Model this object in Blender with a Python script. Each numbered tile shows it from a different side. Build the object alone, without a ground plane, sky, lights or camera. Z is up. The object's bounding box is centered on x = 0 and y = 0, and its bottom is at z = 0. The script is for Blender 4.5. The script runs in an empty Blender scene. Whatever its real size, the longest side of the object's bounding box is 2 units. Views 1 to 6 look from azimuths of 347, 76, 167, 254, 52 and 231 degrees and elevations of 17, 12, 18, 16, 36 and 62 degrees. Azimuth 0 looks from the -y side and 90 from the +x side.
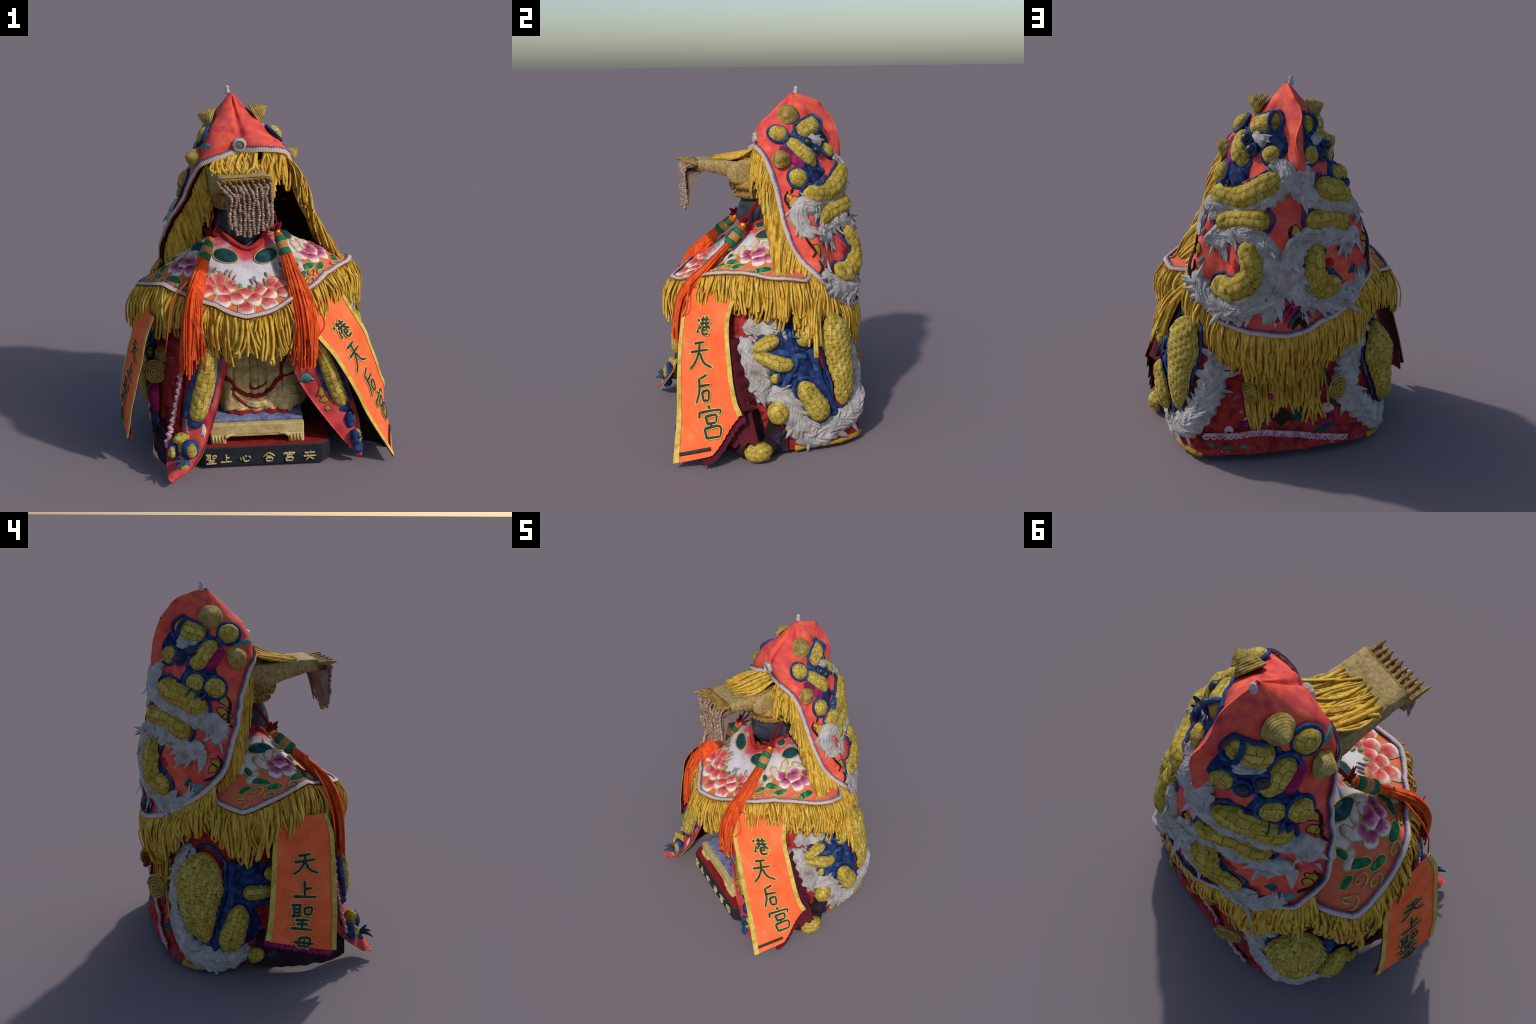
# Temple deity statue: seated dark-faced figure with flat-topped bead crown, embroidered
# collar, pointed dragon hood, dragon mantle, two calligraphy banners, footstool and plinth.
import bpy, math, random
import numpy as np
from mathutils import Vector, noise
from mathutils.bvhtree import BVHTree

rng = random.Random(7)
V = lambda *a: np.array(a, float)


def unit(v):
    v = np.asarray(v, float)
    n = np.linalg.norm(v)
    return v / n if n > 1e-12 else v


def nz(p, s=1.0, seed=0.0):
    return noise.noise(Vector((p[0] * s + seed, p[1] * s - seed, p[2] * s + 2 * seed)))


def smooth(a, b, x):
    t = min(1.0, max(0.0, (x - a) / (b - a)))
    return t * t * (3 - 2 * t)


def spline(points, n):
    """Catmull-Rom curve through points (any dimension), n samples, even arc length."""
    P = [np.asarray(p, float) for p in points]
    if len(P) == 2:
        return [P[0] + (P[1] - P[0]) * i / (n - 1) for i in range(n)]
    Q = [2 * P[0] - P[1]] + P + [2 * P[-1] - P[-2]]
    D = []
    for i in range(1, len(Q) - 2):
        for k in range(16):
            t = k / 16
            D.append(.5 * (2 * Q[i] + (Q[i + 1] - Q[i - 1]) * t + (2 * Q[i - 1] - 5 * Q[i] + 4 * Q[i + 1] - Q[i + 2]) * t * t
                           + (3 * Q[i] - Q[i - 1] - 3 * Q[i + 1] + Q[i + 2]) * t ** 3))
    D.append(P[-1])
    D = np.array(D)
    L = np.concatenate([[0], np.cumsum(np.linalg.norm(np.diff(D, axis=0), axis=1))])
    s = np.linspace(0, L[-1], n)
    return list(np.stack([np.interp(s, L, D[:, k]) for k in range(D.shape[1])], 1))


# ------------------------------------------------------------------ materials
MATS = {}


def nodes_of(name, rough=.85, spec=.15):
    m = bpy.data.materials.new(name)
    m.use_nodes = True
    t = m.node_tree
    b = t.nodes["Principled BSDF"]
    b.inputs["Roughness"].default_value = rough
    b.inputs["Specular IOR Level"].default_value = spec
    return m, t, b


def ramp_node(t, stops, interp="LINEAR"):
    r = t.nodes.new("ShaderNodeValToRGB")
    r.color_ramp.interpolation = interp
    e = r.color_ramp.elements
    while len(e) < len(stops):
        e.new(.5)
    for el, (p, c) in zip(e, stops):
        el.position = p
        el.color = (*c, 1)
    return r


def srgb(r, g, b):
    f = lambda c: (c / 255 / 12.92) if c / 255 <= .04045 else ((c / 255 + .055) / 1.055) ** 2.4
    return (f(r), f(g), f(b))


def coords(t, kind="Object", scale=(1, 1, 1)):
    tc = t.nodes.new("ShaderNodeTexCoord")
    mp = t.nodes.new("ShaderNodeMapping")
    mp.inputs["Scale"].default_value = scale
    t.links.new(tc.outputs[kind], mp.inputs["Vector"])
    return mp.outputs["Vector"]


def noise_tex(t, vec, scale, detail=4, distort=0.0, rough=.55):
    n = t.nodes.new("ShaderNodeTexNoise")
    n.inputs["Scale"].default_value = scale
    n.inputs["Detail"].default_value = detail
    n.inputs["Roughness"].default_value = rough
    n.inputs["Distortion"].default_value = distort
    t.links.new(vec, n.inputs["Vector"])
    return n.outputs["Fac"]


def mix(t, fac, a, b, mode="MIX"):
    m = t.nodes.new("ShaderNodeMix")
    m.data_type = "RGBA"
    m.blend_type = mode
    for s, v in ((m.inputs[0], fac), (m.inputs[6], a), (m.inputs[7], b)):
        if hasattr(v, "links") or hasattr(v, "is_output"):
            t.links.new(v, s)
        elif isinstance(v, (int, float)):
            s.default_value = v
        else:
            s.default_value = (*v, 1)
    return m.outputs[2]


def math_node(t, op, a, b=None, clamp=False):
    m = t.nodes.new("ShaderNodeMath")
    m.operation = op
    m.use_clamp = clamp
    for s, v in zip(m.inputs, (a, b)):
        if v is None:
            continue
        if hasattr(v, "is_output"):
            t.links.new(v, s)
        else:
            s.default_value = v
    return m.outputs[0]


def bump(t, b, height, strength=.4, dist=.01):
    n = t.nodes.new("ShaderNodeBump")
    n.inputs["Strength"].default_value = strength
    n.inputs["Distance"].default_value = dist
    t.links.new(height, n.inputs["Height"])
    t.links.new(n.outputs["Normal"], b.inputs["Normal"])


def mottled(name, stops, scale=18, rough=.85, spec=.15, grain=.25, grain_scale=160, metal=0.0, distort=.6, stretch=(1, 1, 1), grime=.8):
    """Cloth, paint or gilt whose tone wanders between the given colours, with a fine grain."""
    m, t, b = nodes_of(name, rough, spec)
    vec = coords(t, "Object", stretch)
    r = ramp_node(t, stops)
    t.links.new(noise_tex(t, vec, scale, 5, distort), r.inputs["Fac"])
    g = noise_tex(t, vec, grain_scale, 2)
    gr = ramp_node(t, [(.3, (1 - grain,) * 3), (.7, (1, 1, 1))])
    t.links.new(g, gr.inputs["Fac"])
    dirt = ramp_node(t, [(.34, (.70, .63, .55)), (.52, (.96, .95, .93)), (.7, (1, 1, 1))])
    t.links.new(noise_tex(t, coords(t), 11, 6, .8, .65), dirt.inputs["Fac"])
    aged = mix(t, grime, r.outputs["Color"], dirt.outputs["Color"], "MULTIPLY")
    t.links.new(mix(t, 1.0, aged, gr.outputs["Color"], "MULTIPLY"), b.inputs["Base Color"])
    b.inputs["Metallic"].default_value = metal
    bump(t, b, g, .25, .004)
    MATS[name] = m
    return m


def three(c, lo=.72, hi=1.15, a=.3, b=.55, d=.78):
    c = srgb(*c)
    return [(a, tuple(x * lo for x in c)), (b, c), (d, tuple(min(1, x * hi) for x in c))]


def build_materials():
    S = srgb
    mottled("hood_cloth", [(.25, S(158, 50, 78)), (.36, S(218, 78, 66)), (.55, S(242, 100, 76)), (.72, S(248, 122, 98)), (.84, S(240, 152, 128))], 9, grain=.12, grime=.45)
    m = MATS["hood_cloth"]
    t = m.node_tree
    b = t.nodes["Principled BSDF"]
    old = b.inputs["Base Color"].links[0].from_socket
    vein = ramp_node(t, [(.43, (0, 0, 0)), (.49, (1, 1, 1)), (.52, (1, 1, 1)), (.58, (0, 0, 0))])
    t.links.new(noise_tex(t, coords(t), 4.5, 2, 1.4), vein.inputs["Fac"])
    fac = math_node(t, "MULTIPLY", vein.outputs["Color"], .34)
    t.links.new(mix(t, fac, old, S(168, 52, 96)), b.inputs["Base Color"])
    mottled("hood_lining", three((70, 18, 20)), 12)
    mottled("coral_thread", [(.3, S(226, 120, 96)), (.6, S(240, 158, 132))], 30)
    mottled("red_cloth", [(.28, S(120, 30, 40)), (.5, S(186, 52, 50)), (.75, S(206, 84, 72))], 14)
    mottled("pink_flap_cloth", [(.28, S(170, 44, 64)), (.5, S(216, 76, 78)), (.78, S(226, 108, 100))], 10, grain=.12)
    mottled("ochre_lining", three((196, 152, 62), .7), 14)
    mottled("banner_orange", [(.3, S(240, 98, 52)), (.55, S(252, 114, 66)), (.75, S(255, 134, 88))], 7, grain=.07, grime=.15)
    mottled("banner_back", three((96, 30, 46)), 10)
    mottled("magenta_cloth", [(.3, S(110, 22, 62)), (.55, S(166, 40, 104)), (.8, S(196, 84, 136))], 16)
    mottled("navy_cloth", [(.28, S(20, 28, 58)), (.5, S(30, 50, 98)), (.62, S(38, 76, 130)), (.70, S(150, 62, 52)), (.82, S(176, 84, 96))], 20)
    mottled("yoke_grey", [(.3, S(120, 112, 118)), (.55, S(160, 152, 158)), (.8, S(190, 170, 160))], 30)
    mottled("blue_cord", [(.25, S(26, 42, 88)), (.5, S(42, 70, 130)), (.78, S(86, 120, 166))], 22)
    mottled("teal_cloth", [(.3, S(20, 52, 62)), (.55, S(38, 84, 94)), (.8, S(70, 124, 130))], 16)
    mottled("turquoise", [(.3, S(40, 110, 110)), (.7, S(110, 176, 170))], 20)
    mottled("leaf_green", [(.3, S(24, 84, 56)), (.55, S(44, 124, 84)), (.8, S(120, 170, 130))], 24)
    mottled("gold_thread", three((206, 176, 92), .62), 40, rough=.6, spec=.3)
    mottled("dark_outline", three((52, 38, 34)), 30)
    mottled("face_paint", [(.3, S(44, 50, 60)), (.6, S(58, 66, 78)), (.85, S(72, 80, 92))], 8, rough=.55, spec=.3, grain=.08)
    mottled("board_gilt", [(.25, S(122, 98, 58)), (.42, S(164, 138, 86)), (.6, S(186, 162, 106)), (.8, S(204, 182, 128))], 60, rough=.7, grain=.25, distort=.2, grime=.4)
    mottled("crown_gilt", [(.25, S(92, 66, 34)), (.5, S(164, 128, 66)), (.78, S(196, 164, 92))], 30, rough=.65, grain=.3)
    mottled("bead_string", [(.28, S(108, 82, 66)), (.5, S(160, 130, 108)), (.72, S(212, 196, 182))], 80, rough=.5, spec=.4)
    mottled("bead_backing", three((150, 128, 112), .7), 40)
    mottled("robe_gilt", [(.25, S(156, 124, 74)), (.45, S(218, 186, 120)), (.8, S(240, 216, 162))], 24, rough=.6, spec=.3, grain=.35, grain_scale=90, grime=.5)  # gilt lightened to make up for the fringe's shadow on the robe
    mottled("robe_red", three((156, 36, 46)), 20)
    mottled("stool_gilt", [(.3, S(190, 162, 100)), (.55, S(222, 196, 132)), (.8, S(236, 216, 160))], 20, rough=.7, grime=.4)
    mottled("stool_blue", [(.3, S(92, 102, 150)), (.55, S(136, 146, 188)), (.8, S(178, 176, 196))], 26, grime=.4)
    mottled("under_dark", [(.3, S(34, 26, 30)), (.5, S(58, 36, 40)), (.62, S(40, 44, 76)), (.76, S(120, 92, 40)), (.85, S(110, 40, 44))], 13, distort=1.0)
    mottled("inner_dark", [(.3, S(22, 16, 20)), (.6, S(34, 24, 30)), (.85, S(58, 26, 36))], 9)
    mottled("plinth_black", three((46, 49, 58), .7), 14, rough=.6, spec=.25)
    mottled("plinth_red", three((160, 40, 40)), 14)
    mottled("letter_gold", three((216, 196, 140), .6), 50, rough=.6)
    mottled("tassel_orange", [(.28, S(196, 62, 24)), (.5, S(238, 92, 40)), (.78, S(250, 128, 70))], 26, stretch=(1, 1, .25))
    mottled("tassel_green", three((40, 122, 86)), 30)
    mottled("tassel_tan", three((202, 148, 92)), 30)
    mottled("red_knot", three((140, 28, 38)), 30)
    mottled("gold_bead", three((226, 178, 62)), 30, rough=.3, spec=.6, metal=.4)
    mottled("silver", three((188, 184, 180), .6), 40, rough=.4, spec=.5)
    mottled("glass_grey", three((128, 130, 128)), 30, rough=.2, spec=.6)
    mottled("tip_white", three((196, 200, 206)), 30)
    mottled("eye_black", three((34, 40, 52)), 40, rough=.35, spec=.5)
    mottled("claw_slate", three((56, 70, 92)), 30)
    mottled("white_fur", [(.26, S(134, 128, 128)), (.44, S(172, 168, 168)), (.66, S(194, 191, 190)), (.84, S(200, 180, 166))], 16, grain=.14, grain_scale=240)
    mottled("pink_lace", [(.3, S(176, 104, 126)), (.55, S(222, 176, 190)), (.8, S(240, 216, 222))], 40)
    mottled("black_ink", three((62, 66, 60), .7), 60)
    mottled("ink_edge", three((216, 190, 110), .75), 60)
    mottled("banner_edge", [(.3, S(186, 156, 62)), (.55, S(222, 194, 96)), (.8, S(236, 214, 130))], 20)
    mottled("shell_gold", [(.28, S(118, 98, 48)), (.5, S(176, 152, 80)), (.78, S(204, 184, 120))], 26)
    mottled("coil_gold", three((176, 144, 64), .55), 40, rough=.6, spec=.3)
    mottled("petal_cream", three((228, 206, 196)), 30)
    mottled("mantle_red", [(.25, S(70, 26, 36)), (.40, S(140, 38, 42)), (.54, S(186, 58, 50)), (.64, S(150, 40, 60)), (.72, S(206, 164, 150)), (.80, S(40, 92, 92))], 11, distort=1.4)  # dark stops added to match the mantle's back as seen in shade

    # scaled dragon hide: brick-laid scales with brown stitched grooves (UV: metres along / round)
    for name, cols, bw, bh in (("dragon_scale_fine", ((180, 160, 70), (208, 192, 106)), .046, .034), ("dragon_scale", ((172, 152, 62), (200, 182, 94)), .055, .045)):
        m, t, b = nodes_of(name)
        br = t.nodes.new("ShaderNodeTexBrick")
        br.offset = .5
        br.inputs["Color1"].default_value = (*srgb(*cols[0]), 1)
        br.inputs["Color2"].default_value = (*srgb(*cols[1]), 1)
        br.inputs["Mortar"].default_value = (*srgb(128, 98, 36), 1)
        br.inputs["Scale"].default_value = 1
        br.inputs["Mortar Size"].default_value = .0022
        br.inputs["Mortar Smooth"].default_value = .6
        br.inputs["Brick Width"].default_value = bw
        br.inputs["Row Height"].default_value = bh
        jit = t.nodes.new("ShaderNodeTexNoise")
        jit.inputs["Scale"].default_value = 26
        va = t.nodes.new("ShaderNodeVectorMath")
        va.operation = "MULTIPLY_ADD"
        va.inputs[1].default_value = (.022, .022, 0)
        t.links.new(coords(t), jit.inputs["Vector"])
        t.links.new(jit.outputs["Color"], va.inputs[0])
        t.links.new(coords(t, "UV"), va.inputs[2])
        t.links.new(va.outputs[0], br.inputs["Vector"])
        n = noise_tex(t, coords(t), 34, 4, .6)
        r = ramp_node(t, [(.26, srgb(150, 112, 64)), (.42, srgb(230, 220, 196)), (.7, srgb(255, 255, 250))])
        t.links.new(n, r.inputs["Fac"])
        t.links.new(mix(t, 1.0, br.outputs["Color"], r.outputs["Color"], "MULTIPLY"), b.inputs["Base Color"])
        bump(t, b, noise_tex(t, coords(t), 150, 2), .2, .004)
        MATS[name] = m

    # fringe yarn: fine strands along the thread, tone varying from thread to thread
    m, t, b = nodes_of("fringe_yarn")
    r = ramp_node(t, [(.25, srgb(158, 104, 34)), (.43, srgb(206, 160, 56)), (.58, srgb(222, 184, 78)), (.8, srgb(234, 208, 116))])
    uv = coords(t, "UV", (1, 1, 1))
    t.links.new(noise_tex(t, coords(t, "Object", (1, 1, .35)), 42, 4, .4), r.inputs["Fac"])
    w = t.nodes.new("ShaderNodeTexWave")
    w.inputs["Scale"].default_value = 60
    w.inputs["Distortion"].default_value = 1.5
    t.links.new(uv, w.inputs["Vector"])
    wr = ramp_node(t, [(0, (.72, .66, .55)), (.6, (1, 1, 1))])
    t.links.new(w.outputs["Fac"], wr.inputs["Fac"])
    t.links.new(mix(t, 1.0, r.outputs["Color"], wr.outputs["Color"], "MULTIPLY"), b.inputs["Base Color"])
    MATS["fringe_yarn"] = m

    # ribbed braid: V across the band (0 = inner edge), U in metres along it
    for name, stops in (("braid_trim", [(.0, srgb(92, 80, 116)), (.22, srgb(126, 112, 144)), (.42, srgb(196, 184, 188)), (.75, srgb(214, 198, 186)), (1, srgb(196, 158, 108))]),):
        m, t, b = nodes_of(name)
        uvv = coords(t, "UV")
        sp = t.nodes.new("ShaderNodeSeparateXYZ")
        t.links.new(uvv, sp.inputs[0])
        nn = math_node(t, "MULTIPLY", math_node(t, "SUBTRACT", noise_tex(t, coords(t), 30, 3), .5), .5)
        rr = ramp_node(t, stops)
        t.links.new(math_node(t, "ADD", sp.outputs[1], nn), rr.inputs["Fac"])
        rib = math_node(t, "SINE", math_node(t, "MULTIPLY", sp.outputs[0], 760))
        rb = ramp_node(t, [(0, (.8, .76, .76)), (.6, (1, 1, 1))])
        t.links.new(rib, rb.inputs["Fac"])
        t.links.new(mix(t, 1.0, rr.outputs["Color"], rb.outputs["Color"], "MULTIPLY"), b.inputs["Base Color"])
        bump(t, b, rib, .3, .004)
        MATS[name] = m

    # collar silk: magenta-red at the neck, silver-white clouds, coral ground toward the hem (V = neck to hem)
    m, t, b = nodes_of("collar_silk")
    sp = t.nodes.new("ShaderNodeSeparateXYZ")
    t.links.new(coords(t, "UV"), sp.inputs[0])
    nn = math_node(t, "MULTIPLY", math_node(t, "SUBTRACT", noise_tex(t, coords(t), 7, 3, .8), .5), .55)
    rr = ramp_node(t, [(.0, srgb(186, 50, 62)), (.1, srgb(196, 92, 104)), (.16, srgb(188, 170, 178)), (.3, srgb(206, 204, 208)), (.46, srgb(210, 202, 202)), (.54, srgb(224, 150, 128)), (.62, srgb(226, 108, 80)), (1, srgb(230, 112, 80))])
    t.links.new(math_node(t, "ADD", sp.outputs[1], nn), rr.inputs["Fac"])
    g = ramp_node(t, [(.3, (.82, .80, .82)), (.6, (1, 1, 1))])
    t.links.new(noise_tex(t, coords(t), 26, 4, 1.0), g.inputs["Fac"])
    t.links.new(mix(t, 1.0, rr.outputs["Color"], g.outputs["Color"], "MULTIPLY"), b.inputs["Base Color"])
    bump(t, b, noise_tex(t, coords(t), 60, 4), .35, .008)
    MATS["collar_silk"] = m

    # embroidered petals: coloured heart shading to a pale rim (U = 0 at the heart, 1 at the rim)
    for name, heart, mid, rim in (("petal_red", (186, 52, 60), (212, 124, 116), (228, 212, 202)), ("petal_plum", (140, 40, 84), (190, 110, 140), (226, 204, 208))):
        m, t, b = nodes_of(name)
        sp = t.nodes.new("ShaderNodeSeparateXYZ")
        t.links.new(coords(t, "UV"), sp.inputs[0])
        rr = ramp_node(t, [(.30, srgb(*heart)), (.5, srgb(*mid)), (.66, srgb(*rim)), (1, srgb(*rim))])
        nn = math_node(t, "MULTIPLY", math_node(t, "SUBTRACT", noise_tex(t, coords(t), 40, 3), .5), .4)
        t.links.new(math_node(t, "ADD", sp.outputs[0], nn), rr.inputs["Fac"])
        t.links.new(rr.outputs["Color"], b.inputs["Base Color"])
        bump(t, b, noise_tex(t, coords(t), 120, 3), .3, .005)
        MATS[name] = m


build_materials()

# ------------------------------------------------------------------ mesh helpers
ROOT = bpy.data.objects.new("deity_statue", None)
bpy.context.collection.objects.link(ROOT)
ROOT["label"] = "seated temple deity in red dragon hood with gold fringes"
ROOT["category"] = "religious statue"


def add(name, verts, faces, mat, parent=None, uv=None, flat=False, kind=None, mat_index=None):
    me = bpy.data.meshes.new(name)
    me.from_pydata([(float(v[0]), float(v[1]), max(.0005 + .0004 * (i % 3), float(v[2]))) for i, v in enumerate(verts)], [], faces)
    mats = mat if isinstance(mat, (list, tuple)) else [mat]
    for m in mats:
        me.materials.append(MATS[m])
    if mat_index is not None:
        me.polygons.foreach_set("material_index", mat_index)
    if uv is not None:
        lay = me.uv_layers.new(name="UVMap")
        li = np.empty(len(me.loops), np.int32)
        me.loops.foreach_get("vertex_index", li)
        lay.data.foreach_set("uv", np.asarray(uv, np.float32)[li].ravel())
    me.polygons.foreach_set("use_smooth", [not flat] * len(me.polygons))
    me.validate()
    me.update()
    o = bpy.data.objects.new(name, me)
    bpy.context.collection.objects.link(o)
    o.parent = parent or ROOT
    if kind:
        o["kind"] = kind
    return o


class Batch:
    """Collects small pieces into one mesh."""

    def __init__(self):
        self.v, self.f, self.uv, self.mi = [], [], [], []

    def put(self, v, f, uv=None, mi=0):
        o = len(self.v)
        self.v += list(v)
        self.f += [tuple(i + o for i in q) for q in f]
        self.uv += list(uv) if uv is not None else [(p[0], p[2]) for p in v]
        self.mi += [mi] * len(f)

    def done(self, name, mat, parent=None, flat=False, kind=None):
        return add(name, self.v, self.f, mat, parent, self.uv, flat, kind, self.mi if isinstance(mat, (list, tuple)) else None)


def grid_faces(nu, nv, close_u=False, close_v=False):
    F = []
    for i in range(nu if close_u else nu - 1):
        for j in range(nv if close_v else nv - 1):
            a, b = i * nv + j, ((i + 1) % nu) * nv + j
            c, d = ((i + 1) % nu) * nv + (j + 1) % nv, i * nv + (j + 1) % nv
            F.append((a, b, c, d))
    return F


def grid_normals(G):
    G = np.asarray(G)
    du = np.gradient(G, axis=0)
    dv = np.gradient(G, axis=1)
    n = np.cross(du, dv)
    return n / np.maximum(np.linalg.norm(n, axis=2, keepdims=True), 1e-9)


def sheet(name, G, mats, thick, parent=None, uv=None, outward=None, kind=None, flat=False):
    """Cloth sheet with real thickness: outer face mats[0], inner face and rim mats[-1]."""
    G = np.asarray(G, float)
    nu, nv, _ = G.shape
    N = grid_normals(G)
    if outward is not None and np.sum(N * (G - np.asarray(outward))) < 0:
        N = -N
    H = G - N * thick
    v = list(G.reshape(-1, 3)) + list(H.reshape(-1, 3))
    base = grid_faces(nu, nv)
    o = nu * nv
    f = list(base) + [tuple(reversed([i + o for i in q])) for q in base]
    mi = [0] * len(base) + [1] * len(base)
    ring = [i * nv for i in range(nu)] + [(nu - 1) * nv + j for j in range(1, nv)] + [i * nv + nv - 1 for i in range(nu - 2, -1, -1)] + list(range(nv - 2, 0, -1))
    for a, b in zip(ring, ring[1:] + ring[:1]):
        f.append((a, b, b + o, a + o))
        mi.append(1)
    if uv is None:
        uv = [(i / (nu - 1), j / (nv - 1)) for i in range(nu) for j in range(nv)]
    mats = list(mats) if isinstance(mats, (list, tuple)) else [mats, mats]
    return add(name, v, f, mats, parent, list(uv) * 2, flat, kind, mi)


def tube_data(P, R, N=None, seg=10, flatness=1.0, caps=True, relief=None, closed=False, under=1.0):
    """Swept tube; R radius per point; N optional 'up' vectors; relief(s, a, r) extra radius."""
    P = [np.asarray(p, float) for p in P]
    n = len(P)
    if not hasattr(R, "__len__"):
        R = [R] * n
    T = []
    for i in range(n):
        a, b = (P[(i - 1) % n], P[(i + 1) % n]) if closed else (P[max(0, i - 1)], P[min(n - 1, i + 1)])
        T.append(unit(b - a))
    if N is None:
        up = V(0, 0, 1) if abs(T[0][2]) < .9 else V(1, 0, 0)
        N = []
        for t in T:
            up = unit(up - t * np.dot(up, t))
            N.append(up)
    verts, uv = [], []
    s = 0.0
    for i in range(n):
        if i:
            s += np.linalg.norm(P[i] - P[i - 1])
        b = unit(np.cross(T[i], N[i]))
        nn = unit(np.cross(b, T[i]))
        for k in range(seg):
            a = 2 * math.pi * k / seg
            r = R[i]
            if relief:
                r = r + relief(s, a, r)
            verts.append(P[i] + b * math.cos(a) * r + nn * math.sin(a) * r * flatness * (under if math.sin(a) < 0 else 1))
            uv.append((s, a * max(R) if a else 0))
    F = grid_faces(n, seg, closed, True)
    if caps and not closed:
        for i, flip in ((0, 0), (n - 1, 1)):
            verts.append(P[i])
            uv.append((0, 0))
            c = len(verts) - 1
            for k in range(seg):
                q = (i * seg + k, i * seg + (k + 1) % seg, c)
                F.append(q if not flip else q[::-1])
    return verts, F, uv


def tube(name, P, R, mat, parent=None, kind=None, flat=False, **kw):
    v, f, uv = tube_data(P, R, **kw)
    return add(name, v, f, mat, parent, uv, flat, kind)


def ball_data(c, r, axes=None, nu=14, nv=9, jitter=0.0, under=1.0):
    c = np.asarray(c, float)
    r = np.asarray(r if hasattr(r, "__len__") else (r, r, r), float)
    A = np.eye(3) if axes is None else np.array([unit(a) for a in axes])
    v = []
    for i in range(nu):
        for j in range(nv):
            a, b = 2 * math.pi * i / nu, math.pi * j / (nv - 1)
            d = V(math.sin(b) * math.cos(a), math.sin(b) * math.sin(a), math.cos(b)) * r
            if d[2] < 0:
                d = d * V(1, 1, under)
            p = c + d @ A
            if jitter:
                p = p + unit(p - c) * jitter * nz(p, 40)
            v.append(p)
    uv = [(i / nu * 6.28 * r.max(), j / nv * 3.14 * r.max()) for i in range(nu) for j in range(nv)]
    return v, grid_faces(nu, nv, True), uv


def ball(name, c, r, mat, parent=None, axes=None, nu=16, nv=11, jitter=0.0, flat=False, under=1.0):
    v, f, uv = ball_data(c, r, axes, nu, nv, jitter, under)
    return add(name, v, f, mat, parent, uv, flat)


def lathe(name, c, axis, profile, mat, parent=None, seg=20, wob=0.0, flat=False):
    """Turned shape: profile of (radius, height along axis)."""
    ax = unit(axis)
    u = unit(np.cross(ax, V(0, 0, 1) if abs(ax[2]) < .9 else V(1, 0, 0)))
    w = np.cross(ax, u)
    v, uv = [], []
    for i, (r, h) in enumerate(profile):
        for k in range(seg):
            a = 2 * math.pi * k / seg
            rr = r * (1 + wob * nz((math.cos(a), math.sin(a), h * 20), 1.2, i * .03))
            v.append(np.asarray(c) + ax * h + (u * math.cos(a) + w * math.sin(a)) * rr)
            uv.append((h, a * r))
    return add(name, v, grid_faces(len(profile), seg, False, True), mat, parent, uv, flat)


def block(name, c, size, rot, mat, parent=None, bevel=.006, seg=2):
    me = bpy.data.meshes.new(name)
    x, y, z = (s / 2 for s in size)
    vs = [(sx * x, sy * y, sz * z) for sx in (-1, 1) for sy in (-1, 1) for sz in (-1, 1)]
    ca, sa = math.cos(rot), math.sin(rot)
    vs = [(c[0] + ca * a - sa * b, c[1] + sa * a + ca * b, c[2] + d) for a, b, d in vs]
    me.from_pydata(vs, [], [(0, 1, 3, 2), (4, 6, 7, 5), (0, 4, 5, 1), (2, 3, 7, 6), (0, 2, 6, 4), (1, 5, 7, 3)])
    me.materials.append(MATS[mat])
    o = bpy.data.objects.new(name, me)
    bpy.context.collection.objects.link(o)
    o.parent = parent or ROOT
    if bevel:
        m = o.modifiers.new("bevel", "BEVEL")
        m.width, m.segments = bevel, seg
    return o


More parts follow.
